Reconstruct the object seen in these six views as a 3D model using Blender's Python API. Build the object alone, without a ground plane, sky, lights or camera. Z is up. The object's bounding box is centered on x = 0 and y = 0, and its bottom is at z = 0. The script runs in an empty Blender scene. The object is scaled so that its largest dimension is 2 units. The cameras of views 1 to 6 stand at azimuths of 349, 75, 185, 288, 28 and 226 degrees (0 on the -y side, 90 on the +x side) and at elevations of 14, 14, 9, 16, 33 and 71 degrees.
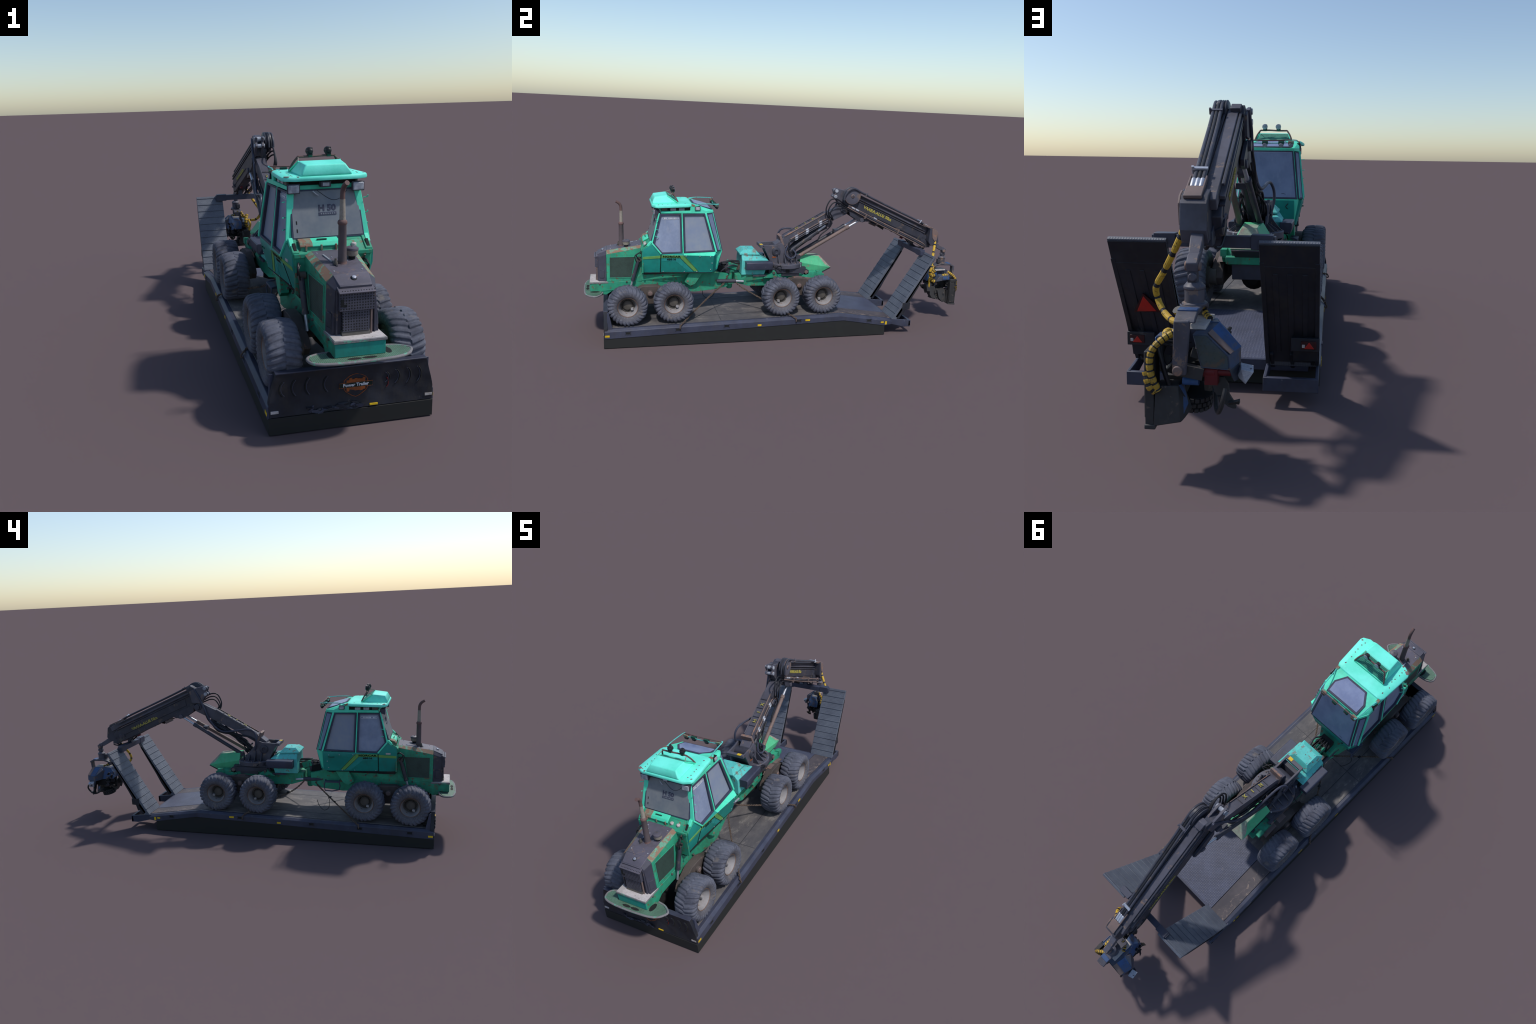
"""Flatbed trailer carrying an eight-wheeled green forestry harvester, built part by part."""
import bpy, bmesh, math, random
from mathutils import Vector as V, Matrix

random.seed(7)
TAU = 2 * math.pi
col = bpy.context.scene.collection


def lin(rgb):
    return tuple(((c / 255) / 12.92 if c / 255 <= .04045 else ((c / 255 + .055) / 1.055) ** 2.4) for c in rgb) + (1,)


# ------------------------------------------------------------------ materials
class Nodes:
    def __init__(s, name):
        s.m = bpy.data.materials.new(name)
        s.m.use_nodes = True
        s.t = s.m.node_tree
        s.bsdf = s.t.nodes['Principled BSDF']
        s.co = s.add('ShaderNodeTexCoord').outputs['Object']

    def add(s, kind, **kw):
        n = s.t.nodes.new(kind)
        for k, v in kw.items():
            setattr(n, k, v)
        return n

    def link(s, a, b):
        s.t.links.new(a, b)

    def noise(s, scale, detail=4, rough=.6, stretch=None, offset=0.0, dist=0.0):
        mp = s.add('ShaderNodeMapping')
        mp.inputs['Scale'].default_value = stretch or (1, 1, 1)
        mp.inputs['Location'].default_value = (offset, offset * .7, offset * 1.3)
        s.link(s.co, mp.inputs['Vector'])
        n = s.add('ShaderNodeTexNoise')
        n.inputs['Scale'].default_value = scale
        n.inputs['Detail'].default_value = detail
        n.inputs['Roughness'].default_value = rough
        n.inputs['Distortion'].default_value = dist
        s.link(mp.outputs[0], n.inputs['Vector'])
        return n.outputs['Fac']

    def ramp(s, fac, a, b, va=0.0, vb=1.0):
        r = s.add('ShaderNodeMapRange')
        r.interpolation_type = 'SMOOTHSTEP'
        for i, v in zip(('From Min', 'From Max', 'To Min', 'To Max'), (a, b, va, vb)):
            r.inputs[i].default_value = v
        s.link(fac, r.inputs['Value'])
        return r.outputs[0]

    def mix(s, fac, a, b):
        n = s.add('ShaderNodeMix', data_type='RGBA')
        for sock, val in ((n.inputs[0], fac), (n.inputs[6], a), (n.inputs[7], b)):
            if hasattr(val, 'is_linked'):
                s.link(val, sock)
            else:
                sock.default_value = val
        return n.outputs[2]

    def math(s, op, a, b=None):
        n = s.add('ShaderNodeMath', operation=op)
        for sock, val in ((n.inputs[0], a), (n.inputs[1], b)):
            if val is None:
                continue
            if hasattr(val, 'is_linked'):
                s.link(val, sock)
            else:
                sock.default_value = val
        return n.outputs[0]

    def xyz(s):
        n = s.add('ShaderNodeSeparateXYZ')
        s.link(s.co, n.inputs[0])
        return n.outputs

    def bump(s, h, strength=.3, dist=.002):
        b = s.add('ShaderNodeBump')
        b.inputs['Strength'].default_value = strength
        b.inputs['Distance'].default_value = dist
        s.link(h, b.inputs['Height'])
        s.link(b.outputs[0], s.bsdf.inputs['Normal'])


def weathered(name, base, tone=None, wear=None, wear_amt=.3, rough=.6, metal=0.0, streak=None,
              scale=1.0, wear_scale=26, fine=.25, bump=.25, grime=.35):
    """Painted or bare metal: broad tone drift, worn patches (rust, dust), fine speckle."""
    n = Nodes(name)
    base = lin(base)
    tone = lin(tone) if tone else tuple(c * .72 for c in base[:3]) + (1,)
    c = n.mix(n.ramp(n.noise(9 * scale, 5, .65), .35, .68), base, tone)
    g = n.noise(150 * scale, 3, .7, stretch=streak, offset=3)
    dark = tuple(v * (1 - fine * 1.6) for v in base[:3]) + (1,)
    c = n.mix(n.ramp(g, .48, .75, 0, .75), c, dark)
    h = g
    if grime:                                   # grey-brown dirt, blotched and streaked downwards
        d = n.math('ADD', n.math('MULTIPLY', n.noise(6 * scale, 7, .72, offset=11), .6), n.math('MULTIPLY', n.noise(40 * scale, 5, .7, stretch=(1, 1, .22), offset=13), .4))
        mud = tuple(v * .35 + w * .25 for v, w in zip(base[:3], lin((96, 88, 76))[:3])) + (1,)
        c = n.mix(n.ramp(d, .47, .66, 0, grime * 1.6), c, mud)
    if wear:
        w = n.noise(wear_scale * scale, 9, .72, offset=7, dist=.4)
        t = .72 - wear_amt * .36
        m = n.ramp(w, t, t + .05, 0, .9)
        c = n.mix(m, c, lin(wear))
        h = n.math('SUBTRACT', g, m)
    n.link(c, n.bsdf.inputs['Base Color'])
    n.bsdf.inputs['Roughness'].default_value = rough
    n.bsdf.inputs['Metallic'].default_value = metal
    n.bsdf.inputs['Specular IOR Level'].default_value = .3
    if bump:
        n.bump(h, bump, .0012)
    return n.m


RUST = (110, 82, 66)
MAT = {}
MAT['teal'] = weathered('faded_teal_paint', (86, 222, 188), (70, 206, 168), (132, 112, 100), .16, .5, fine=.06, grime=.2)
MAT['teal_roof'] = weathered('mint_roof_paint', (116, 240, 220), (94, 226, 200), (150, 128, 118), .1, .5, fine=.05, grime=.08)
MAT['teal_shaded'] = weathered('shaded_teal_paint', (34, 146, 134), (28, 130, 120), (70, 96, 84), .2, .5, fine=.1, grime=.3)  # cab teal darkened to carry the baked-in shade of the lower panels
MAT['teal_light'] = weathered('mid_teal_decal', (48, 164, 156), None, None, 0, .5, fine=.1)
MAT['green'] = weathered('worn_green_paint', (54, 158, 124), (40, 130, 106), RUST, .42, .6, fine=.15, wear_scale=44, grime=.5)
MAT['green_bright'] = weathered('leaf_green_paint', (86, 184, 136), (72, 168, 122), (150, 134, 124), .3, .55, fine=.08, wear_scale=24, grime=.3)
MAT['cowl_rust'] = weathered('dusty_pink_worn_paint', (164, 150, 142), (120, 160, 136), (146, 120, 112), .45, .7, wear_scale=16)
MAT['green_dark'] = weathered('dark_green_mesh', (34, 90, 74), None, RUST, .15, .8)  # dark green for handles, brackets and lamp housings
MAT['turquoise'] = weathered('sun_bleached_turquoise', (90, 192, 186), (74, 172, 168), (126, 96, 84), .42, .6, fine=.1, wear_scale=46, grime=.3)
MAT['rusty_paint'] = weathered('rust_eaten_paint', (98, 160, 136), (122, 124, 108), (132, 98, 82), .75, .75, wear_scale=40)
MAT['step_rim'] = weathered('scuffed_step_rim', (126, 124, 128), (118, 116, 116), (92, 160, 136), .45, .6, wear_scale=40)
MAT['lime'] = weathered('lime_stripe', (118, 176, 96), (104, 160, 86), None, 0, .5, fine=.1)
MAT['hood_grey'] = weathered('grey_hood_steel', (94, 90, 102), (78, 76, 87), (116, 100, 94), .34, .5, fine=.1, grime=.45)
MAT['nose'] = weathered('dark_nose_steel', (66, 66, 80), (52, 52, 64), (98, 84, 76), .4, .6, fine=.12, grime=.45)
MAT['crane'] = weathered('crane_steel', (86, 86, 98), (70, 69, 78), (120, 102, 92), .42, .5, wear_scale=24, fine=.1, grime=.4)
MAT['crane_dark'] = weathered('oily_crane_steel', (64, 66, 78), (50, 51, 60), (96, 84, 76), .36, .45, wear_scale=30, fine=.12, grime=.4)
MAT['crane_rust'] = weathered('rust_brown_steel', (120, 102, 98), (100, 88, 86), (142, 108, 90), .45, .6, fine=.1)
MAT['chrome'] = weathered('chrome_rod', (196, 200, 210), (160, 162, 172), None, 0, .38, .6, fine=.05, bump=.05)
MAT['rubber'] = weathered('window_rubber', (62, 66, 88), (52, 54, 72), None, 0, .55, fine=.12)
MAT['black'] = weathered('black_rubber_hose', (34, 36, 44), (26, 27, 32), None, 0, .5, fine=.2)
MAT['void'] = weathered('dark_recess', (22, 25, 28), (28, 28, 30), None, 0, .8, fine=.1)
MAT['yellow'] = weathered('yellow_spiral_wrap', (200, 164, 56), (164, 130, 48), (84, 72, 46), .4, .55, wear_scale=90)
MAT['sticker'] = weathered('yellow_marker', (222, 184, 36), None, None, 0, .5, fine=.1)
MAT['boom_ink'] = weathered('flaked_yellow_ink', (186, 174, 78), (160, 150, 74), (66, 66, 72), .5, .6, wear_scale=120)
MAT['ink'] = weathered('black_ink', (14, 34, 30), None, None, 0, .6, fine=0)
MAT['lamp'] = weathered('lamp_glass', (178, 182, 192), (128, 132, 144), None, 0, .2, scale=4, fine=.3)
MAT['white'] = weathered('pale_dusty_plate', (190, 184, 184), (166, 160, 156), (120, 112, 102), .3, .7, fine=.18)
MAT['cream'] = weathered('cream_pipe', (150, 142, 132), (126, 116, 106), None, 0, .6)
MAT['exhaust'] = weathered('exhaust_steel', (98, 88, 92), (82, 73, 77), (118, 90, 82), .3, .6, fine=.1)
MAT['rusty_pipe'] = weathered('rusted_pipe', (108, 84, 82), (90, 70, 70), (118, 88, 78), .4, .7, fine=.1)
MAT['trailer'] = weathered('dark_blue_grey_steel', (64, 68, 86), (52, 55, 71), (98, 98, 108), .22, .45, fine=.12, wear_scale=40, grime=.35)
MAT['trailer_dark'] = weathered('trailer_black_steel', (40, 43, 53), (30, 32, 39), (68, 66, 68), .24, .5, fine=.15, wear_scale=14, grime=.5)
MAT['skirt'] = weathered('black_plinth', (38, 39, 39), (36, 37, 37), None, 0, .7, fine=.04, bump=.05, grime=0)
MAT['rim'] = weathered('dusty_rim_steel', (156, 154, 158), (124, 120, 120), (110, 88, 76), .3, .6, fine=.1)
MAT['rim_edge'] = weathered('rusty_rim_edge', (120, 98, 86), (98, 78, 68), None, 0, .7)
MAT['hub'] = weathered('greasy_hub', (88, 84, 80), (66, 63, 60), (104, 90, 78), .3, .6, fine=.12)
MAT['axle'] = weathered('mud_caked_axle', (84, 76, 73), (64, 58, 57), (130, 98, 82), .3, .8, fine=.15)
MAT['red'] = weathered('red_plastic', (188, 40, 30), (160, 30, 26), None, 0, .4, fine=.1)
MAT['red_dark'] = weathered('dull_red_paint', (104, 26, 32), (80, 22, 28), (50, 40, 42), .3, .5)
MAT['maroon'] = weathered('dark_red_border', (58, 16, 20), None, None, 0, .5)
MAT['blue'] = weathered('chipped_blue_paint', (44, 84, 138), (58, 76, 108), (84, 82, 88), .55, .5, wear_scale=30)
MAT['blue_grey'] = weathered('worn_blue_steel', (76, 80, 92), (52, 78, 112), (92, 80, 76), .45, .5, wear_scale=30)
MAT['orange'] = weathered('orange_print', (166, 88, 40), (120, 66, 36), (52, 46, 46), .4, .5, scale=3, fine=.2)
MAT['white_ink'] = weathered('white_print', (214, 218, 228), None, None, 0, .5, fine=0)
MAT['olive'] = weathered('stained_olive_blue_plate', (66, 72, 68), (48, 72, 96), (84, 72, 62), .5, .55, wear_scale=24)
MAT['iron'] = weathered('dull_cast_iron', (62, 62, 64), (46, 46, 48), (88, 78, 72), .36, .6, wear_scale=50, fine=.15, grime=.5)
MAT['chain'] = weathered('rusty_chain', (98, 84, 74), (78, 64, 56), (120, 84, 64), .3, .7, scale=3)


def tyre_material():
    n = Nodes('dusty_tyre_rubber')
    c = n.mix(n.ramp(n.noise(14, 5, .7), .35, .7), lin((90, 93, 106)), lin((66, 68, 80)))
    x, y, z = n.xyz()
    r = n.math('SQRT', n.math('ADD', n.math('MULTIPLY', y, y), n.math('MULTIPLY', z, z)))
    speck = n.noise(170, 5, .75, offset=4)
    dust = n.math('MULTIPLY', n.ramp(r, .094, .075), n.ramp(speck, .46, .72, 0, .55))
    c = n.mix(n.ramp(r, .072, .056, 0, .75), c, lin((84, 82, 86)))
    c = n.mix(dust, c, lin((126, 126, 134)))
    mud = n.ramp(n.noise(30, 6, .7, offset=9), .56, .7, 0, .6)
    c = n.mix(mud, c, lin((112, 104, 98)))
    c = n.mix(n.ramp(n.noise(90, 3, offset=2), .5, .8, 0, .5), c, lin((54, 56, 64)))
    n.link(c, n.bsdf.inputs['Base Color'])
    n.bsdf.inputs['Roughness'].default_value = .75
    n.bsdf.inputs['Specular IOR Level'].default_value = .25
    n.bump(speck, .3, .001)
    return n.m


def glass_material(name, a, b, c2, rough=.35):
    """Dust-filmed cab glass, opaque as it reads from outside."""
    n = Nodes(name)
    f = n.ramp(n.noise(16, 6, .65, offset=5), .3, .7)
    c = n.mix(f, lin(a), lin(b))
    c = n.mix(n.ramp(n.noise(70, 6, .7, stretch=(1, 1, .35)), .5, .8, 0, .45), c, lin(c2))
    n.link(c, n.bsdf.inputs['Base Color'])
    n.bsdf.inputs['Roughness'].default_value = rough
    n.bsdf.inputs['Specular IOR Level'].default_value = .35
    return n.m


def deck_material():
    n = Nodes('worn_deck_boards')
    x, y, z = n.xyz()
    c = n.mix(n.ramp(n.noise(7, 6, .65, stretch=(1, .6, 1)), .36, .66), lin((100, 96, 96)), lin((72, 70, 74)))
    c = n.mix(n.ramp(n.noise(22, 7, .75, offset=2, stretch=(1, .4, 1)), .52, .7, 0, .8), c, lin((138, 132, 126)))
    c = n.mix(n.ramp(n.noise(120, 4, .8, stretch=(1, .25, 1)), .55, .75, 0, .6), c, lin((48, 46, 50)))
    scan_hole = n.math('MULTIPLY', n.ramp(y, -.66, -.78), n.ramp(n.math('ABSOLUTE', x), .13, .1))
    c = n.mix(scan_hole, c, lin((12, 12, 14)))  # black patch copied from an untextured hole in the scan
    n.link(c, n.bsdf.inputs['Base Color'])
    n.bsdf.inputs['Roughness'].default_value = .75
    n.bump(n.noise(160, 4, .7), .3, .001)
    return n.m


def tread_plate_material(name, base, tone, dot, pitch, flat=(1, 1, 0), amount=.25):
    """Steel plate with a raised diamond/dot tread."""
    n = Nodes(name)
    v = n.add('ShaderNodeTexVoronoi')
    v.inputs['Scale'].default_value = 1 / pitch
    v.inputs['Randomness'].default_value = .15
    mp = n.add('ShaderNodeMapping')
    mp.inputs['Scale'].default_value = flat
    n.link(n.co, mp.inputs[0])
    n.link(mp.outputs[0], v.inputs['Vector'])
    d = n.ramp(v.outputs['Distance'], .18, .36, 1, 0)
    c = n.mix(n.ramp(n.noise(10, 6, .7), .35, .66), lin(base), lin(tone))
    c = n.mix(n.math('MULTIPLY', d, amount), c, lin(dot))
    c = n.mix(n.ramp(n.noise(60, 6, .8, offset=6), .6, .72, 0, .6), c, lin((118, 108, 100)))
    n.link(c, n.bsdf.inputs['Base Color'])
    n.bsdf.inputs['Roughness'].default_value = .55
    n.bump(d, .35, .0015)
    return n.m


def perforated_material(name, base, hole, pitch, size, stretch=(1, 1, 1)):
    """Sheet or mesh whose regular holes read dark."""
    n = Nodes(name)
    mp = n.add('ShaderNodeMapping')
    mp.inputs['Scale'].default_value = stretch
    n.link(n.co, mp.inputs[0])
    x, y, z = n.xyz()
    v = n.add('ShaderNodeTexVoronoi')
    v.inputs['Scale'].default_value = 1 / pitch
    v.inputs['Randomness'].default_value = .12
    n.link(mp.outputs[0], v.inputs['Vector'])
    m = n.ramp(v.outputs['Distance'], size, size + .1, 1, 0)
    c = n.mix(n.ramp(n.noise(30, 6, .7), .4, .7), lin(base), tuple(k * .65 for k in lin(base)[:3]) + (1,))
    c = n.mix(m, c, lin(hole))
    n.link(c, n.bsdf.inputs['Base Color'])
    n.bsdf.inputs['Roughness'].default_value = .65
    n.bump(m, -.4, .002)
    return n.m


def scraped_plate_material():
    n = Nodes('scraped_rusty_plate')
    x, y, z = n.xyz()
    c = n.mix(n.ramp(n.noise(12, 6, .7), .35, .66), lin((78, 72, 76)), lin((62, 58, 64)))
    s = n.ramp(n.noise(60, 8, .8, offset=4, stretch=(1, .55, 1), dist=.6), .53, .62, 0, .85)
    edge = n.ramp(n.math('ABSOLUTE', x), .145, .185)
    c = n.mix(n.math('MULTIPLY', s, edge), c, lin((138, 122, 112)))
    n.link(c, n.bsdf.inputs['Base Color'])
    n.bsdf.inputs['Roughness'].default_value = .7
    n.bump(s, .3, .001)
    return n.m


MAT['tyre'] = tyre_material()
MAT['glass'] = glass_material('dusty_side_glass', (138, 150, 176), (118, 130, 156), (158, 160, 164))
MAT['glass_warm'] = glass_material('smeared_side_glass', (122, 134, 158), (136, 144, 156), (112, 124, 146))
MAT['glass_dark'] = glass_material('dirty_windscreen', (104, 112, 122), (122, 126, 130), (92, 99, 110))
MAT['glass_rear'] = glass_material('dark_rear_glass', (112, 126, 154), (98, 112, 140), (136, 146, 166))
MAT['glass_sky'] = glass_material('roof_glass', (128, 140, 172), (110, 122, 156), (150, 156, 176))
MAT['deck'] = deck_material()
MAT['plate'] = tread_plate_material('diamond_deck_plate', (70, 74, 94), (60, 63, 80), (86, 90, 110), .0085)
MAT['ramp'] = tread_plate_material('ramp_tread_plate', (86, 92, 104), (72, 77, 90), (112, 118, 130), .006, (1, 0, 1))
MAT['scraped'] = scraped_plate_material()
MAT['perforated'] = perforated_material('perforated_grille', (70, 70, 84), (14, 15, 19), .0072, .26, (1, 0, 1))
MAT['side_mesh'] = perforated_material('expanded_side_mesh', (52, 74, 66), (24, 34, 34), .0046, .26, (0, 1, 1))
MAT['roof_mesh'] = perforated_material('roof_intake_mesh', (52, 146, 122), (20, 70, 62), .0050, .3, (1, 1, 0))
MAT['step_mesh'] = perforated_material('step_tread_mesh', (86, 128, 108), (66, 66, 54), .0048, .28, (1, 1, 0))


# ------------------------------------------------------------------ geometry
class Part:
    """Collects pieces, in world coordinates, into one mesh object."""

    def __init__(s):
        s.v, s.f, s.m, s.mats = [], [], [], []

    def idx(s, mat):
        if mat not in s.mats:
            s.mats.append(mat)
        return s.mats.index(mat)

    def add(s, verts, faces, mat):
        o = len(s.v)
        s.v += [V(p) for p in verts]
        for k, f in enumerate(faces):
            s.f.append([i + o for i in f])
            s.m.append(s.idx(mat if isinstance(mat, str) else mat[k]))
        return s

    def hull(s, pts, mat):
        bm = bmesh.new()
        for p in pts:
            bm.verts.new(p)
        r = bmesh.ops.convex_hull(bm, input=bm.verts)
        bmesh.ops.delete(bm, geom=list(set(r['geom_interior'] + r['geom_unused'])), context='VERTS') if r['geom_interior'] or r['geom_unused'] else None
        bmesh.ops.dissolve_limit(bm, angle_limit=.03, verts=bm.verts, edges=bm.edges)
        bm.verts.index_update()
        s.add([v.co.copy() for v in bm.verts], [[v.index for v in f.verts] for f in bm.faces], mat)
        bm.free()
        return s

    def prism(s, poly, axis, a, b, mat, polyb=None):
        """Polygon in the plane across `axis`, extruded from a to b."""
        i = 'xyz'.index(axis)
        def put(p, d):
            q = [p[0], p[1]]
            q.insert(i, d)
            return q
        n = len(poly)
        vs = [put(p, a) for p in poly] + [put(p, b) for p in (polyb or poly)]
        fs = [list(range(n))[::-1], list(range(n, 2 * n))] + [[k, (k + 1) % n, n + (k + 1) % n, n + k] for k in range(n)]
        return s.add(vs, fs, mat)

    def loft(s, rings, mat, cap=True, closed=True):
        n = len(rings[0])
        vs = [p for r in rings for p in r]
        fs = []
        for j in range(len(rings) - 1):
            for k in range(n if closed else n - 1):
                fs.append([j * n + k, j * n + (k + 1) % n, (j + 1) * n + (k + 1) % n, (j + 1) * n + k])
        if cap:
            fs += [list(range(n))[::-1], [(len(rings) - 1) * n + k for k in range(n)]]
        return s.add(vs, fs, mat)

    def box(s, lo, hi, mat):
        return s.hull([(x, y, z) for x in (lo[0], hi[0]) for y in (lo[1], hi[1]) for z in (lo[2], hi[2])], mat)

    def beam(s, a, b, w, h, mat, up=(0, 0, 1), w2=None, h2=None):
        """Rectangular bar from a to b; w across, h along up."""
        a, b = V(a), V(b)
        d = (b - a).normalized()
        side = d.cross(V(up)).normalized()
        u = side.cross(d)
        pts = []
        for p, ww, hh in ((a, w, h), (b, w2 or w, h2 or h)):
            pts += [p + side * ww * i / 2 + u * hh * j / 2 for i, j in ((-1, -1), (1, -1), (1, 1), (-1, 1))]
        return s.loft([pts[:4], pts[4:]], mat)

    def lathe(s, a, direction, profile, mat, n=28, mats=None):
        """Revolve (distance along, radius) pairs about an axis from a."""
        a, d = V(a), V(direction).normalized()
        e = d.orthogonal().normalized()
        g = d.cross(e)
        rings = [[a + d * t + (e * math.cos(TAU * k / n) + g * math.sin(TAU * k / n)) * max(r, 1e-5) for k in range(n)] for t, r in profile]
        for j in range(len(rings) - 1):
            s.loft(rings[j:j + 2], mats[j] if mats else mat, cap=False)
        for r, mm in ((rings[0], 0), (rings[-1], -1)):
            s.add(r, [list(range(n))], mats[mm] if mats else mat)
        return s

    def rod(s, a, b, r, mat, n=14, r2=None):
        a, b = V(a), V(b)
        return s.lathe(a, b - a, [(0, r), ((b - a).length, r2 or r)], mat, n)

    def tube(s, pts, r, mat, n=10, sub=6, stripes=None, taper=None, closed=False):
        """Round hose along a smooth curve; stripes = (other material, period, share)."""
        P = smooth_path([V(p) for p in pts], sub)
        t0 = (P[1] - P[0]).normalized()
        e = t0.orthogonal().normalized()
        rings = []
        for i, p in enumerate(P):
            t = (P[min(i + 1, len(P) - 1)] - P[max(i - 1, 0)]).normalized()
            e = (e - t * e.dot(t)).normalized()
            g = t.cross(e)
            rr = r if taper is None else r + (taper - r) * i / (len(P) - 1)
            if stripes and (i % stripes[1]) < stripes[2]:
                rr *= 1.16
            rings.append([p + (e * math.cos(TAU * k / n) + g * math.sin(TAU * k / n)) * rr for k in range(n)])
        if not stripes:
            return s.loft(rings, mat)
        for i in range(len(rings) - 1):
            s.loft(rings[i:i + 2], stripes[0] if (i % stripes[1]) < stripes[2] else mat, cap=False)
        s.add(rings[0], [list(range(n))], mat)
        s.add(rings[-1], [list(range(n))], mat)
        return s

    def inset(s, corners, d):
        """Corners of the polygon shrunk by d in its own plane, and the normal that points away from the cab's middle."""
        c = [V(p) for p in corners]
        cen = sum(c, V()) / len(c)
        nrm = V()
        for i in range(len(c)):
            nrm += (c[i] - cen).cross(c[(i + 1) % len(c)] - cen)
        nrm.normalize()
        if nrm.dot(cen - V((0, -.52, .5))) < 0:            # outward
            nrm = -nrm
        q = []
        for i in range(len(c)):
            p0, p1, p2 = c[i - 1], c[i], c[(i + 1) % len(c)]
            n1, n2 = (p1 - p0).normalized().cross(nrm), (p2 - p1).normalized().cross(nrm)
            n1 = -n1 if (cen - p1).dot(n1) < 0 else n1
            n2 = -n2 if (cen - p1).dot(n2) < 0 else n2
            k = n1 + n2
            q.append(p1 + k * d * 2 / max(k.dot(k), .3))
        return q, nrm

    def panel(s, corners, inset, off, thick, mat):
        """Flat plate on the polygon, shrunk by inset, its face `off` outside the surface."""
        q, nrm = s.inset(corners, inset)
        return s.loft([[p + nrm * (off - thick) for p in q], [p + nrm * off for p in q]], mat)

    def gasket(s, corners, outer, inner, off, depth, mat):
        """Closed frame between two insets of the polygon."""
        a, nrm = s.inset(corners, outer)
        b, nrm = s.inset(corners, inner)
        n = len(a)
        rings = [[p + nrm * off for p in a], [p + nrm * (off - .001) for p in b], [p + nrm * (off - depth) for p in b], [p + nrm * (off - depth) for p in a]]
        return s.loft(rings + rings[:1], mat, cap=False)

    def text(s, string, at, right, up, size, mat, depth=.0008, wide=1.0, align='CENTER'):
        """Lettering in the built-in font laid on a plane."""
        cu = bpy.data.curves.new('lettering', 'FONT')
        cu.body, cu.size, cu.align_x, cu.align_y, cu.extrude, cu.resolution_u = string, size, align, 'CENTER', depth, 2
        cu.offset = size * .035
        o = bpy.data.objects.new('lettering', cu)
        col.objects.link(o)
        me = bpy.data.meshes.new_from_object(o.evaluated_get(bpy.context.evaluated_depsgraph_get()))
        r, u = V(right).normalized(), V(up).normalized()
        u = (u - r * u.dot(r)).normalized()
        nn = r.cross(u)
        s.add([V(at) + r * v.co.x * wide + u * v.co.y + nn * v.co.z for v in me.vertices], [list(p.vertices) for p in me.polygons], mat)
        bpy.data.objects.remove(o)
        bpy.data.curves.remove(cu)
        bpy.data.meshes.remove(me)
        return s

    def mirror(s, cx):
        """Add the mirror image across x = cx."""
        o, nf = len(s.v), len(s.f)
        s.v += [V((2 * cx - p.x, p.y, p.z)) for p in s.v[:o]]
        for k in range(nf):
            s.f.append([i + o for i in s.f[k]][::-1])
            s.m.append(s.m[k])
        return s

    def mesh(s, name):
        me = bpy.data.meshes.new(name)
        me.from_pydata([tuple(p) for p in s.v], [], s.f)
        for k in s.mats:
            me.materials.append(MAT[k])
        me.polygons.foreach_set('material_index', s.m)
        bm = bmesh.new()
        bm.from_mesh(me)
        bmesh.ops.remove_doubles(bm, verts=bm.verts, dist=1e-6)
        bmesh.ops.recalc_face_normals(bm, faces=bm.faces)
        bm.to_mesh(me)
        bm.free()
        me.shade_smooth()
        me.set_sharp_from_angle(angle=math.radians(34))
        return me

    def build(s, name, parent, bevel=.0015, stuff=False, seg=2):
        o = bpy.data.objects.new(name, s.mesh(name))
        col.objects.link(o)
        attach(o, parent)
        if bevel:
            b = o.modifiers.new('bevel', 'BEVEL')
            b.width, b.segments, b.limit_method, b.angle_limit = bevel, seg, 'ANGLE', math.radians(40)
            b.use_clamp_overlap = True
        if stuff:
            o['kind'] = 'stuff'
        return o


WORLD = {}


def attach(o, parent):
    if parent is None:
        return
    o.parent = parent
    o.matrix_parent_inverse = WORLD.get(parent.name, Matrix()).inverted()


def smooth_path(p, sub):
    if len(p) < 3:
        n = max(sub, 2)
        return [p[0].lerp(p[1], i / n) for i in range(n + 1)]
    out = []
    for i in range(len(p) - 1):
        a, b, c, d = p[max(i - 1, 0)], p[i], p[i + 1], p[min(i + 2, len(p) - 1)]
        for k in range(sub):
            t = k / sub
            out.append(.5 * (2 * b + (c - a) * t + (2 * a - 5 * b + 4 * c - d) * t * t + (3 * b - a - 3 * c + d) * t ** 3))
    return out + [p[-1]]


def root(name, loc, label, category):
    e = bpy.data.objects.new(name, None)
    e.location = loc
    e.empty_display_size = .1
    col.objects.link(e)
    e['label'], e['category'] = label, category
    WORLD[name] = Matrix.Translation(loc)
    return e


def lerp(a, b, t):
    return a + (b - a) * t


# ================================================================== TRAILER
trailer = root('flatbed_trailer', (-.003, -.18, 0), 'low black flatbed trailer with raised twin loading ramps', 'trailer')
TX = -.003                                     # trailer centre line
TOP = [(-.905, .090), (.20, .1195), (.245, .1205), (.535, .080)]
BOT = [(-.908, .046), (.265, .086), (.495, .048), (.535, .056)]


def along(tab, y):
    for (a, za), (b, zb) in zip(tab, tab[1:]):
        if y <= b:
            return lerp(za, zb, max(0, (y - a) / (b - a)))
    return tab[-1][1]


Part().prism([(-.909, 0), (.497, 0), (.494, .050)] + [(y, along(BOT, y) + .003) for y in (.40, .265, -.35)] + [(-.909, .048)], 'x', TX - .2325, TX + .2325, 'skirt') \
    .build('plinth', trailer, .001)

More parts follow.
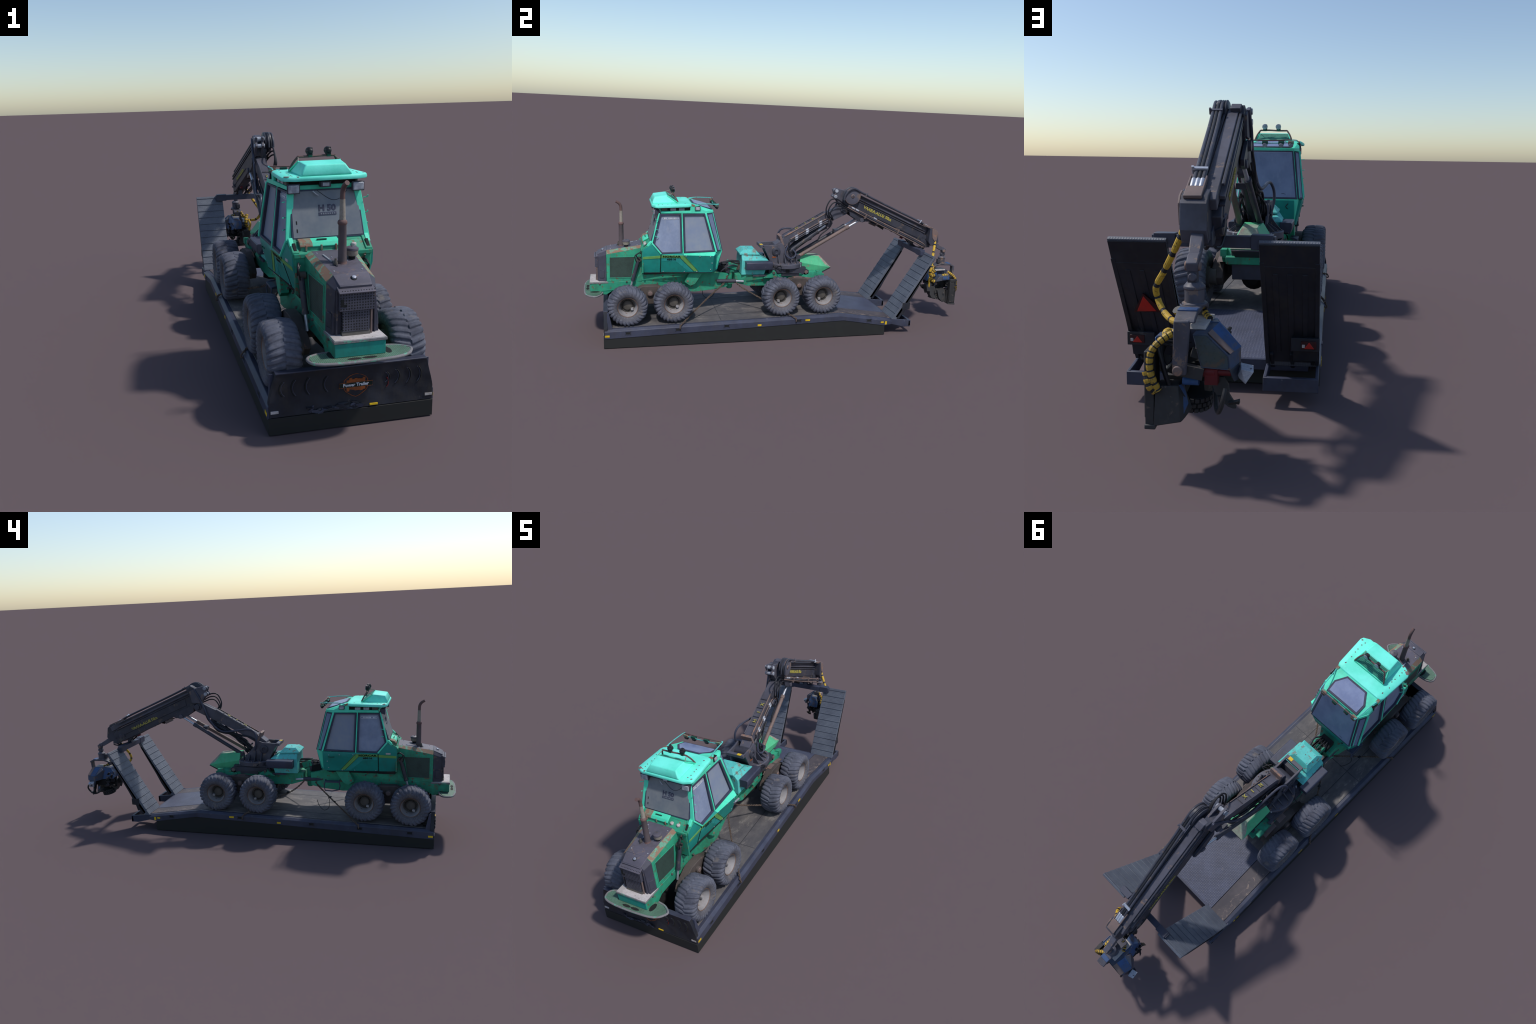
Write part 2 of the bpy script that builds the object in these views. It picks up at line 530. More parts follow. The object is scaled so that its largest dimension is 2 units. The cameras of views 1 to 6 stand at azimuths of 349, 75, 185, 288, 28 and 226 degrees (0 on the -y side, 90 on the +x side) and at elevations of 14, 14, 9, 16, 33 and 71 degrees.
p = Part()                                     # deck boards on a hidden frame
ys = [-.888, -.5, 0, .205]
p.prism([(y, along(TOP, y) + .0015) for y in ys] + [(y, along(TOP, y) - .03) for y in reversed(ys)], 'x', TX - .208, TX + .208, 'deck')
deck = p.build('deck', trailer, 0)
p = Part()
for x in (-.13, .128):                         # plate joints
    p.beam((TX + x, -.885, along(TOP, -.885) + .0017), (TX + x, .2, along(TOP, .2) + .0017), .0018, .001, 'trailer_dark')
for y in (-.36,):
    p.beam((TX - .205, y, along(TOP, y) + .0017), (TX + .205, y, along(TOP, y) + .0017), .0014, .001, 'trailer_dark')
p.build('board_joint', deck, 0, stuff=True)
p = Part()
ys = [.205, .245, .535]
for x0, x1, m, dz in ((-.125, .125, 'plate', .0015), (-.205, -.127, 'scraped', .001), (.127, .205, 'scraped', .001)):
    p.prism([(y, along(TOP, y) + dz) for y in ys] + [(.535, .052), (.205, .085)], 'x', TX + x0, TX + x1, m)
p.build('rear_deck_plate', trailer, .001)
p = Part()
for sx in (-1, 1):
    rings = []
    for y in (-.905, -.35, .2, .245, .265, .49, .535):
        zt, zb = along(TOP, y), along(BOT, y)
        rings.append([(TX + sx * a, y, b) for a, b in ((.206, zt - .001), (.222, zt), (.235, zt - .010), (.235, zb), (.206, zb))])
    p.loft(rings, 'trailer')
p.beam((TX - .205, .537, .067), (TX + .205, .537, .067), .012, .028, 'trailer')
p.build('side_rail', trailer, .0015)

p = Part()                                     # lashing pockets, markers
for y in (-.80, -.569, -.337, .027, .404):
    z = lerp(along(TOP, y), along(BOT, y), .5)
    for sx in (-1, 1):
        x = TX + sx * .235
        s1, s2 = sorted((x, x + sx * .0012))
        for a, b, c, d in ((-.014, .014, .006, .0085), (-.014, .014, -.0085, -.006), (-.0145, -.011, -.008, .008), (.011, .0145, -.008, .008)):
            p.box((s1, y + a, z + c), (s2, y + b, z + d), 'trailer')
        s1, s2 = sorted((x, x + sx * .0005))
        p.box((s1, y - .011, z - .006), (s2, y + .011, z + .006), 'void')
p.build('lashing_pocket', trailer, 0)
for y, z, w, h in ((-.893, .060, .0105, .0045), (-.174, .082, .0095, .0045), (.072, .0975, .012, .0045), (.478, .068, .008, .004), (.499, .0635, .005, .0085)):
    for sx in (-1, 1):
        x = TX + sx * .235
        s1, s2 = sorted((x, x + sx * .0012))
        Part().box((s1, y - w, z - h), (s2, y + w, z + h), 'sticker').build('marker_sticker', trailer, 0)

# front shield
p = Part()
def shield_y(x, z):
    return -.9085 + .006 * math.sin((z - .05) / .125 * math.pi) * (1 - (x / .24) ** 2)
nx, nz = 40, 12
grid = []
for j in range(nz + 1):
    t = j / nz
    z = lerp(.050, .172, t)
    hw = lerp(.229, .231, t / .35) if t < .35 else lerp(.231, .211, (t - .35) / .65)
    grid.append([(TX + 2 * hw * (i / nx - .5), shield_y(2 * hw * (i / nx - .5), z) + .0012 * math.sin(i * .9 + j * .5) * math.sin(j * .7), z) for i in range(nx + 1)])
back = [[(x, -.889 - .004 * (1 - j / nz), z) for x, y, z in r] for j, r in enumerate(grid)]
vs = [q for r in grid for q in r] + [q for r in back for q in r]
N0 = (nx + 1) * (nz + 1)
fs = []
for j in range(nz):
    for i in range(nx):
        a = j * (nx + 1) + i
        fs += [[a, a + 1, a + nx + 2, a + nx + 1], [N0 + a + nx + 1, N0 + a + nx + 2, N0 + a + 1, N0 + a]]
for j in range(nz):
    for i in (0, nx):
        a = j * (nx + 1) + i
        fs.append([a, a + nx + 1, N0 + a + nx + 1, N0 + a])
for i in range(nx):
    for j in (0, nz):
        a = j * (nx + 1) + i
        fs.append([a, a + 1, N0 + a + 1, N0 + a])
p.add(vs, fs, 'trailer_dark')
p.beam((TX - .211, -.899, .1725), (TX + .211, -.899, .1725), .021, .004, 'trailer')
for sx in (-1, 1):                             # cheek plates behind the shield ends
    p.prism([(-.893, .05), (-.893, .168), (-.884, .165), (-.868, .085), (-.866, .05)], 'x', TX + sx * .208, TX + sx * .224, 'trailer')
shield = p.build('front_shield', trailer, .001)
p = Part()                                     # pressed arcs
for x, sx, r in ((-.195, -1, .03), (-.163, -1, .034), (-.125, -1, .036), (-.075, -1, .034), (.10, 1, .022), (.128, 1, .03), (.160, 1, .034), (.19, 1, .034)):
    arc = []
    for k in range(9):
        a = math.radians(-42 + 84 * k / 8)
        X, Z = x + sx * (-.03 + .03 * math.cos(a) * 1.2), .128 + r * math.sin(a)
        arc.append((TX + X, shield_y(X, Z) - .0006, Z))
    p.tube(arc, .0022, 'void', 6, 2)
    p.tube([(a[0] - sx * .0035, a[1], a[2]) for a in arc], .0014, 'trailer', 6, 2)
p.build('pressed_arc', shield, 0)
p = Part()                                     # scrunched tarp at the foot of the shield
for k in range(26):
    x = -.135 + .15 * random.random()
    z = .052 + .016 * random.random()
    p.hull([(x + random.uniform(-.018, .018), -.911 - random.uniform(-.004, .0025), z + random.uniform(-.006, .007)) for _ in range(7)], random.choice(('trailer', 'trailer_dark')))
p.build('crumpled_sheet', shield, .0008, stuff=True)
p = Part()                                     # printed badge
cxb, czb, yb = .007, .1165, -.9055
def on(x, z, d=0.0):
    return (x, shield_y(x - TX, z) - .0012 - d, z)
hexa = [(-.033, .014), (-.018, .027), (0, .032), (.018, .027), (.033, .014), (.032, -.012), (.02, -.024), (0, -.034), (-.02, -.024), (-.032, -.012)]
p.tube([on(cxb + a, czb + b) for a, b in hexa + hexa[:1]], .0008, 'orange', 6, 2)
for sgn in (1, -1):
    for k in range(7):
        x0 = -.026 + k * .0075
        h = random.uniform(.006, .0135) * (1 if sgn > 0 else .8)
        p.hull([on(cxb + x0 + a, czb + sgn * (.0075 + b), d) for a in (0, .0078) for b in (0, h) for d in (-.0012, .0002)], 'orange')
p.hull([on(cxb + a, czb + b, d) for a in (-.046, .046) for b in (-.0065, .0065) for d in (-.0012, .0006)], 'ink')
p.tube([on(cxb + a, czb + b, .0006) for a, b in ((-.047, -.007), (.047, -.007), (.047, .007), (-.047, .007), (-.047, -.007))], .0006, 'orange', 5, 1)
p.text('Power Trailer', on(cxb, czb, .0009), (1, 0, 0), (0, 0, 1), .0125, 'white_ink', .0004, 1.02)
p.build('shield_badge', shield, 0)
p = Part()
p.box((TX - .226, -.9102, .062), (TX - .205, -.9065, .069), 'white')
p.box((TX + .208, -.9102, .062), (TX + .229, -.9065, .069), 'white')
p.build('reflector', shield, 0)
Part().box((.045, -.9102, .0535), (.068, -.900, .0585), 'sticker').build('marker_sticker', shield, 0)
p = Part().tube([on(.094, .128), on(.099, .118), on(.098, .106), on(.094, .1)], .0013, 'red_dark', 6, 3)
p.build('scuff_stripe', shield, 0)

# loading ramps
B0, B1 = V((0, .533, .081)), V((0, .737, .412))
RD = (B1 - B0).normalized()
RN = V((0, RD.z, -RD.y))                        # outward (rear) normal


def ramp_pt(x, s, t):
    q = B0 + RD * s + RN * t
    return (x, q.y, q.z)


L = (B1 - B0).length
for sx in (-1, 1):
    x0, x1 = sorted((TX + sx * .100, TX + sx * .231))
    p = Part()
    p.loft([[ramp_pt(x0, s, 0), ramp_pt(x1, s, 0), ramp_pt(x1, s, t), ramp_pt(x0, s, t)] for s, t in ((0, .022), (.05, .024), (L - .06, .016), (L, .010))], 'ramp')
    ramp = p.build('loading_ramp', trailer, .0015)
    p = Part()
    for k in range(1, 12):
        s = L * k / 11.3
        p.beam(ramp_pt(x0, s, -.001), ramp_pt(x1, s, -.001), .004, .0035, 'ramp', up=RN)
    p.build('ramp_cleat', ramp, .0006)
    p = Part()                                  # ribbed underside
    for xx in (x0, x1 - .010):
        p.loft([[ramp_pt(xx, s, t0), ramp_pt(xx + .010, s, t0), ramp_pt(xx + .010, s, t1), ramp_pt(xx, s, t1)] for s, t0, t1 in ((.02, .01, .034), (.10, .01, .034), (.16, .01, .028), (L - .05, .008, .018))], 'trailer_dark')
    p.loft([[ramp_pt(x0 + .002, s, t - .004), ramp_pt(x1 - .002, s, t - .004), ramp_pt(x1 - .002, s, t), ramp_pt(x0 + .002, s, t)] for s, t in ((.02, .0255), (L - .06, .0185))], 'trailer_dark')
    for k in range(3):
        xx = lerp(x0, x1, (k + 1) / 4)
        p.loft([[ramp_pt(xx - .006, s, .015), ramp_pt(xx + .006, s, .015), ramp_pt(xx + .006, s, t1), ramp_pt(xx - .006, s, t1)] for s, t1 in ((.06, .0275), (L - .08, .0205))], 'trailer_dark')
    p.loft([[ramp_pt(x0 + .001, s, .008), ramp_pt(x1 - .001, s, .008), ramp_pt(x1 - .001, s, t), ramp_pt(x0 + .001, s, t)] for s, t in ((L - .075, .019), (L - .004, .0125))], 'trailer_dark')
    p.build('ramp_rib', ramp, .001)
    # tail lamp board
    xo = TX + sx * .232
    xi = TX + sx * .165
    a, b = sorted((xo, xi))
    p = Part()
    p.hull([(x, y, z) for x in (a, b) for y, z in ((.585, .130), (.585, .168), (.628, .166), (.628, .133))], 'trailer_dark')
    p.hull([(x, y, z) for x in (a + .004, b - .004) for y, z in ((.57, .10), (.58, .135), (.61, .135), (.60, .10))], 'trailer_dark')
    board = p.build('lamp_board', ramp, .0015)
    xm = TX + sx * .207
    p = Part().box((xm - .018, .627, .139), (xm + .018, .6305, .159), 'maroon')
    p.hull([(xm + i, y, z) for i, z in ((-.013, .141), (.011, .141), (-.001, .157)) for y in (.6295, .6318)], 'red')
    p.box((xm + .009, .6295, .143), (xm + .016, .6315, .151), 'white')
    p.build('tail_lamp', board, .001)
    # stowed support foot: open rectangular loop
    p = Part()
    for xx in (xo - sx * .004, TX + sx * .104):
        p.prism([(.525, .083), (.560, .079), (.637, .071), (.641, .043), (.630, .037), (.603, .036), (.525, .056)], 'x', xx - .004, xx + .004, 'trailer')
    p.box((min(xo, TX + sx * .10), .629, .036), (max(xo, TX + sx * .10), .641, .070), 'trailer')
    for k in range(3):
        xx = TX + sx * lerp(.115, .215, k / 2)
        p.beam((xx, .535, .062), (xx, .585, .115), .010, .012, 'trailer_dark')
    p.build('support_foot', trailer, .0015)
p = Part()                                      # warning triangle on the right-hand ramp
def on_back(x, z, t):
    s = (z - B0.z - RN.z * t) / RD.z
    return ramp_pt(x, s, t)
p.loft([[on_back(x, z, t) for x, z in ((.201, .223), (.126, .225), (.169, .275))] for t in (.024, .031)], 'maroon')
p.loft([[on_back(x, z, t) for x, z in ((.193, .225), (.146, .2275), (.169, .268))] for t in (.030, .032)], 'red')
p.build('warning_triangle', trailer, .001)
p = Part()                                      # bar that ties the ramps
yb = .722
p.beam((TX - .135, yb, .405), (TX + .135, yb, .405), .022, .026, 'trailer')
for sx in (-1, 1):
    p.beam((TX + sx * .082, yb + .001, .4055), (TX + sx * .130, yb + .001, .4055), .027, .032, 'trailer')
p.hull([(x, y, z) for y, z in ((.71, .41), (.735, .41), (.735, .445), (.715, .455)) for x in (-.022, -.002)], 'trailer')
p.box((-.02, .716, .45), (-.004, .726, .463), 'red_dark')
p.build('ramp_crossbar', trailer, .0015)


def chain(points, link=.0105, wire=.0016, hook=True):
    p = Part()
    P = smooth_path([V(q) for q in points], 14)
    tot, prev, acc, k = [], P[0], 0, 0
    pos = [P[0]]
    for q in P[1:]:
        d = (q - prev).length
        while acc + d >= link * .68:
            t = (link * .68 - acc) / d
            prev = prev.lerp(q, t)
            d = (q - prev).length
            pos.append(prev.copy())
            acc = 0
        acc += d
        prev = q
    for a, b in zip(pos, pos[1:]):
        t = (b - a).normalized()
        e = t.cross(V((0, 0, 1))).normalized()
        g = e.cross(t)
        w = e if k % 2 else g
        w = (w + (g if k % 2 else e) * random.uniform(-.5, .5)).normalized()
        c = (a + b) / 2
        ring = [c + t * (link / 2) * math.cos(TAU * j / 8) + w * link * .32 * math.sin(TAU * j / 8) for j in range(9)]
        p.tube(ring, wire, 'chain', 5, 1)
        k += 1
    if hook:
        a = V(points[0])
        o = 1 if a.x > 0 else -1
        p.tube([a + V((-.006 * o, 0, .006)), a, a + V((.004 * o, 0, -.008)), a + V((.001 * o, 0, -.013)), a + V((-.004 * o, 0, -.010))], .0026, 'chain', 7, 4)
    return p


for pts in ([(.237, -.561, .096), (.19, -.505, .135), (.10, -.395, .202), (.055, -.325, .245), (.047, -.305, .285)],
            [(.238, .010, .108), (.225, -.01, .122), (.16, -.10, .163), (.07, -.235, .228), (.052, -.27, .262)],
            [(-.243, -.565, .094), (-.20, -.52, .118), (-.11, -.40, .19), (-.058, -.33, .235), (-.048, -.305, .27)],
            [(-.243, .013, .103), (-.228, -.005, .12), (-.15, -.12, .168), (-.09, -.215, .205), (-.056, -.27, .25)]):
    chain(pts).build('lashing_chain', trailer, 0, stuff=True)
p = Part()                                      # slack tail of strap on the left chain
p.tube([(-.10, -.39, .2), (-.112, -.405, .165), (-.118, -.40, .13), (-.108, -.375, .115), (-.10, -.35, .135), (-.10, -.34, .165)], .0015, 'black', 6, 6)
for q in ((-.115, -.405, .187), (-.135, -.43, .172), (-.125, -.15, .182), (-.105, -.19, .197)):
    p.hull([V(q) + V((random.uniform(-.008, .008), random.uniform(-.012, .012), random.uniform(-.006, .006))) for _ in range(8)], 'black')
p.build('strap_end', trailer, 0, stuff=True)

# ================================================================== HARVESTER
rig = root('forestry_harvester', (0, -.4, .09), 'eight-wheeled green forestry harvester with folded black crane and cutting head', 'forest machine')
HX = -.006

# ---------------------------------------------------------------- wheels


def tyre_profile():
    """(axial, radius) from the outer bead round the tread to the inner bead."""
    half = [(.026, .0445), (.036, .046), (.043, .0525), (.0465, .0605), (.0475, .069), (.0455, .0770), (.040, .0838), (.032, .0874), (.022, .0891), (.011, .0898), (0, .0900)]
    fine = []
    P = [V((a, r, 0)) for a, r in half]
    P = smooth_path(P, 3)
    return [(q.x, q.y) for q in P] + [(-q.x, q.y) for q in reversed(P[:-1])]


def tyre_mesh():
    prof = tyre_profile()
    NT, lugs = 308, 28
    rings = []
    for i in range(NT):
        th = TAU * i / NT
        ring = []
        for a, r in prof:
            s = a / .0475
            side = 1 if s > 0 else -1
            ph = (th * lugs / TAU + .5 * (side > 0) + abs(s) * .62 + 16 * max(0, 0.085 - r) * (abs(s) > .6) + .06 * math.sin(th * 5 + side)) % 1
            lug = max(0, min(1, (.36 + .03 * math.sin(th * 7 + 2 * side) - abs(ph - .5)) / .13))
            lug *= max(0, min(1, (r - .059) / .014)) * max(0, min(1, (abs(s) + .10) / .12))
            wob = .0006 * math.sin(th * 3 + a * 60)
            rr = r + .0045 * lug * max(0, min(1, (r - .062) / .02)) * (.75 + .25 * math.sin(th * 11 + side * 2)) + wob
            aa = a + side * .0022 * lug * max(0, min(1, (abs(s) - .55) / .3))
            ring.append((aa, rr * math.cos(th), rr * math.sin(th)))
        rings.append(ring)
    p = Part()
    m = len(prof)
    vs = [q for r in rings for q in r]
    fs = [[i * m + k, i * m + k + 1, ((i + 1) % NT) * m + k + 1, ((i + 1) % NT) * m + k] for i in range(NT) for k in range(m - 1)]
    p.add(vs, fs, 'tyre')
    return p.mesh('tyre')


def rim_mesh():
    p = Part()
    p.lathe((0, 0, 0), (1, 0, 0), [(-.040, .047), (-.040, .040), (.000, .0335), (.012, .0365), (.026, .0410), (.037, .0440), (.039, .0465), (.035, .0485), (.026, .0475), (-.040, .047)], 'rim', 40,
            mats=['hub', 'hub', 'rim', 'rim', 'rim', 'rim_edge', 'rim_edge', 'rim_edge', 'hub', 'hub'])
    return p.mesh('rim')


def hub_mesh(valve):
    p = Part()
    p.lathe((0, 0, 0), (1, 0, 0), [(-.05, .034), (.001, .034), (.002, .030), (-.002, .025), (.006, .023), (.010, .018), (.011, 0)], 'hub', 32)
    for k in range(8):
        a = TAU * k / 8
        p.lathe((.000, .028 * math.cos(a), .028 * math.sin(a)), (1, 0, 0), [(0, .003), (.003, .003), (.004, .002)], 'hub', 6)
    p.hull([(x, .024 * math.cos(valve) + a, .024 * math.sin(valve) + b) for x in (.000, .020) for a in (-.006, .006) for b in (-.005, .005)], 'rim')
    return p.mesh('wheel')


TY, RI = tyre_mesh(), rim_mesh()
HUBS = [hub_mesh(-.6), hub_mesh(-2.4)]
for k, (y, z) in enumerate(((-.799, .1875), (-.586, .1965), (-.058, .2085), (.156, .2115))):
    for sx in (1, -1):
        w = bpy.data.objects.new('wheel', HUBS[k > 1])
        w.location = (.1705 if sx > 0 else -.1790, y, z)
        w.rotation_euler = (random.uniform(-.35, .35), 0, 0 if sx > 0 else math.pi)
        col.objects.link(w)
        attach(w, rig)
        for nm, me in (('tyre', TY), ('rim', RI)):
            c = bpy.data.objects.new(nm, me)
            if nm == 'tyre':
                c.rotation_euler = (random.uniform(0, TAU), 0, 0)
            col.objects.link(c)
            c.parent = w

# ---------------------------------------------------------------- bogies and front chassis
p = Part()
for yc, zc, m in ((-.692, .226, 'axle'), (.052, .245, 'axle')):
    for sx in (1, -1):
        x = HX + sx * .105
        dy = .105
        z1 = .195 if yc < -.3 else .214
        p.prism([(yc - dy - .02, z1), (yc - dy, z1 + .028), (yc - .035, zc + .034), (yc + .035, zc + .034), (yc + dy, z1 + .03), (yc + dy + .02, z1), (yc + dy, z1 - .026), (yc, zc - .055), (yc - dy, z1 - .026)], 'x', x - sx * .020, x + sx * .016, m)
        p.rod((x, yc, zc), (HX + sx * .132, yc, zc), .0155, m, 18)
        p.lathe((HX + sx * .131, yc, zc), (sx, 0, 0), [(0, .012), (.004, .011), (.005, 0)], 'crane_rust', 16)
        for y2 in (yc - dy, yc + dy):
            p.rod((x, y2, z1), (HX + sx * .15, y2, z1), .026, 'hub', 18)
    p.box((HX - .1, yc - .035, zc - .035), (HX + .1, yc + .035, zc + .02), 'axle')
    p.lathe((HX, yc, zc - .045), (0, 1, 0), [(-.07, .012), (-.04, .035), (.03, .04), (.055, .02)], 'void', 18)
p.build('bogie_axle', rig, .003)

p = Part()                                      # front frame: box beam under hood and cab
prof = [(-.968, .270), (-.968, .222), (-.895, .206), (-.865, .226), (-.80, .232), (-.70, .232), (-.62, .232), (-.52, .219), (-.47, .216), (-.36, .214), (-.302, .226), (-.300, .290), (-.345, .300), (-.40, .325), (-.50, .325), (-.62, .325), (-.72, .325), (-.77, .276), (-.85, .272)]
for k in range(1):
    def half_width(y):
        if y < -.85:
            return .068
        return lerp(.071, .091, (y + .85) / .35) if y < -.5 else (lerp(.091, .082, (y + .5) / .14) if y < -.36 else .050)
    p.loft([[(HX + s * half_width(y), y, z) for y, z in prof] for s in (-1, 1)], 'green')
frame = p.build('front_chassis', rig, .002)
p = Part()
for sx in (1, -1):                              # box beside the rear of the cab
    x0, x1 = sorted((HX + sx * .07, HX + sx * .0965))
    p.prism([(-.499, .322), (-.432, .322), (-.474, .258), (-.497, .249), (-.524, .268)], 'x', x0, x1, 'green')
    p.lathe((HX + sx * .0965, -.51, .273), (sx, 0, 0), [(0, .006), (.0012, .006)], 'rusty_paint', 10)
p.hull([(HX + sx * .1, y, z) for sx in (-.9, .9) for y, z in ((-.72, .31), (-.64, .31), (-.72, .327), (-.64, .327))], 'void')
p.box((HX - .092, -.64, .312), (HX + .092, -.40, .327), 'void')
p.prism([(-.93, .27), (-.91, .27), (-.91, .19), (-.93, .19)], 'x', HX - .02, HX + .02, 'void')
p.hull([(HX + a, b, c) for a in (-.03, .03) for b, c in ((-.35, .301), (-.30, .292), (-.305, .325), (-.35, .335))], 'void')
p.build('frame_box', frame, .0015)
p = Part()                                      # bolts, rust patches, eyelets on the frame
for sx in (1, -1):
    for y, z in ((-.925, .262), (-.80, .272), (-.63, .30), (-.58, .30), (-.36, .26), (-.33, .245), (-.655, .262)):
        p.lathe((HX + sx * (half_width(y) - .002), y, z), (sx, 0, 0), [(0, .0042), (.006, .0042), (.0075, .003), (.008, 0)], 'hub', 8)
p.build('frame_bolt', frame, 0, stuff=True)
p = Part()                                      # ladder step on the left
p.tube([(-.09, -.455, .27), (-.118, -.455, .268), (-.118, -.455, .228), (-.118, -.385, .222), (-.118, -.385, .268), (-.09, -.385, .27)], .003, 'trailer', 7, 2)
p.box((-.122, -.455, .263), (-.10, -.385, .270), 'trailer')
p.build('access_step', frame, .001)

# bumper step
plan = [(-.070, -.926), (-.108, -.930), (-.132, -.941), (-.1405, -.957), (-.135, -.979), (-.115, -.992), (-.075, -.9985), (-.02, -1.0), (.04, -.9985), (.085, -.994),
        (.118, -.982), (.136, -.962), (.1405, -.948), (.128, -.934), (.106, -.921), (.075, -.915), (.0, -.93)]
rim = [V((x, y + .0035, .223)) for x, y in plan[:-1]]
p = Part()
p.prism([(-.001 + (x + .001) * .98, y + (.002 if y < -.95 else -.001)) for x, y in plan], 'z', .2205, .2265, 'step_mesh')
for x, s in ((-.026, .020), (.014, .020)):      # dark patches laid on for foot slots and for gaps beside the nose box
    p.prism([(x + s * math.cos(TAU * k / 14), -.982 + .0065 * math.sin(TAU * k / 14)) for k in range(14)], 'z', .224, .2272, 'void')
for x in (-.076, .074):
    p.prism([(x + .011 * math.cos(TAU * k / 14), -.947 + .022 * math.sin(TAU * k / 14)) for k in range(14)], 'z', .224, .2272, 'void')
p.tube(rim, .0042, 'step_rim', 10, 4)
p.build('bumper_step', frame, .001)
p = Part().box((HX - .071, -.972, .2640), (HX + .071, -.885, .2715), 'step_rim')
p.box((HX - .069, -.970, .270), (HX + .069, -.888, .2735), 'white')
p.hull([(HX + a, y, z) for a in (-.0675, .0675) for y, z in ((-.9692, .263), (-.9692, .2275), (-.965, .263), (-.965, .2275))], 'teal_shaded')
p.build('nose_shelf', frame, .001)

# ---------------------------------------------------------------- hood
p = Part()
def hood_ring(y, a, za, b, zb, c, zc):
    return [(HX + i, y, z) for i, z in ((-a, za), (a, za), (b, zb), (c, zc), (-c, zc), (-b, zb))]
p.loft([hood_ring(-.728, .058, .447, .076, .438, .076, .272), hood_ring(-.893, .048, .421, .066, .405, .069, .272)], 'green')
hood = p.build('engine_hood', rig, .0015)
p = Part()
p.loft([hood_ring(-.8935, .0485, .421, .0665, .405, .0695, .2725), hood_ring(-.929, .043, .402, .054, .391, .064, .2725)], 'nose')
for sx in (1, -1):                              # recessed panel seams on the nose sides
    p.hull([(HX + sx * xx, y, z) for xx, y, z in ((.0685, -.903, .33), (.0620, -.925, .33), (.0700, -.903, .290), (.0655, -.925, .290), (.06, -.905, .33), (.06, -.925, .29))], 'crane_dark')
p.build('hood_nose', hood, .0015)
p = Part()                                      # flat steel lid
p.hull([(HX + a, y, z + d) for a, y, z in ((-.0575, -.729, .4470), (.0575, -.729, .4470), (-.0478, -.8915, .4212), (.0478, -.8915, .4212)) for d in (-.004, .0016)], 'hood_grey')
p.hull([(HX + a, y, z + d) for a, y, z in ((-.0485, -.8920, .4214), (.0485, -.8920, .4214), (-.0430, -.931, .4022), (.0430, -.931, .4022)) for d in (-.004, .0018)], 'hood_grey')
p.hull([(HX + a, y, z) for a in (-.0425, .0425) for y, z in ((-.931, .404), (-.935, .4025), (-.933, .392), (-.928, .392))], 'hood_grey')
lid = p.build('hood_lid', hood, .0012)
p = Part()
for a, t in ((-.047, .05), (.047, .05), (-.038, .95), (.038, .95), (.02, .5), (-.015, .3), (.035, .45)):
    p.lathe((HX + a, lerp(-.742, -.88, t), lerp(.4465, .4245, t)), (0, .15, 1), [(0, .0024), (.002, .002), (.0025, 0)], 'lamp', 8)
p.lathe((HX + .002, -.909, .414), (0, -.45, 1), [(0, .009), (.001, .009), (.0014, 0)], 'void', 16)
p.lathe((HX + .003, -.909, .4145), (0, -.45, 1), [(0, .006), (.005, .0055), (.0055, .003), (.0058, 0)], 'chrome', 16)
p.beam((-.040, -.765, .445), (-.030, -.815, .4365), .004, .003, 'chrome')
p.beam((-.034, -.785, .4415), (-.026, -.845, .4315), .0035, .003, 'crane_dark')
p.lathe((-.027, -.835, .434), (0, 0, 1), [(0, .006), (.006, .006), (.010, .0035), (.016, .003), (.017, 0)], 'hub', 12)
p.build('lid_fitting', lid, 0)
p = Part()                                      # rust-eaten shoulder strips
for sx in (1, -1):
    p.hull([(HX + sx * a, y, z) for a, y, z in ((.057, -.730, .4487), (.0765, -.730, .4392), (.047, -.8925, .4225), (.0665, -.8925, .4062), (.057, -.730, .444), (.074, -.730, .435), (.047, -.8925, .418), (.063, -.8925, .402))], 'rusty_paint')
p.build('hood_strip', hood, .0008)
for sx in (1, -1):                              # mesh side windows
    c = [(HX + sx * (lerp(lerp(.069, .076, (y + .893) / .165), lerp(.066, .076, (y + .893) / .165), (z - .284) / .12) + .0006), y, z) for y, z in ((-.879, .392), (-.759, .3955), (-.777, .292), (-.879, .291))]
    Part().panel(c, 0, .0006, .002, 'side_mesh').build('side_grille', hood, 0)
    f = Part()
    for i in range(4):
        a, b = V(c[i]), V(c[(i + 1) % 4])
        f.beam(a, b, .0035, .003, 'green', up=(sx, 0, 0))
    f.build('grille_frame', hood, .0006)
p = Part()                                      # front grille: two perforated sheets
p.hull([(HX + a, y, z) for a in (-.047, .045) for y, z in ((-.928, .396), (-.945, .388), (-.946, .340), (-.94, .340), (-.928, .34))], 'perforated')
p.hull([(HX + a, y, z) for a in (-.038, .034) for y, z in ((-.928, .345), (-.9405, .345), (-.9425, .284), (-.928, .282))], 'perforated')
p.hull([(HX + a, y, z) for a in (-.049, .047) for y, z in ((-.926, .4), (-.928, .392), (-.950, .3885), (-.9485, .3855), (-.93, .390))], 'hood_grey')
for k in range(13):
    for j in range(2):
        x = HX - .043 + k * .0071 + j * .0035
        p.lathe((x, -.936 - j * .007, .3935 - j * .0022), (0, -.3, 1), [(0, .0018), (.0012, .0018)], 'void', 6)
p.hull([(HX + a, y, z) for a in (-.0445, -.036) for y, z in ((-.944, .372), (-.9468, .372), (-.944, .352), (-.9468, .352))], 'void')
p.hull([(HX + a, y, z) for a in (-.037, -.028) for y, z in ((-.944, .358), (-.9468, .358), (-.944, .351), (-.9468, .351))], 'void')
p.beam((HX + .040, -.937, .274), (HX + .040, -.937, .345), .005, .005, 'crane_rust', up=(0, 1, 0))
p.beam((HX + .052, -.931, .274), (HX + .050, -.931, .392), .004, .006, 'nose', up=(0, 1, 0))
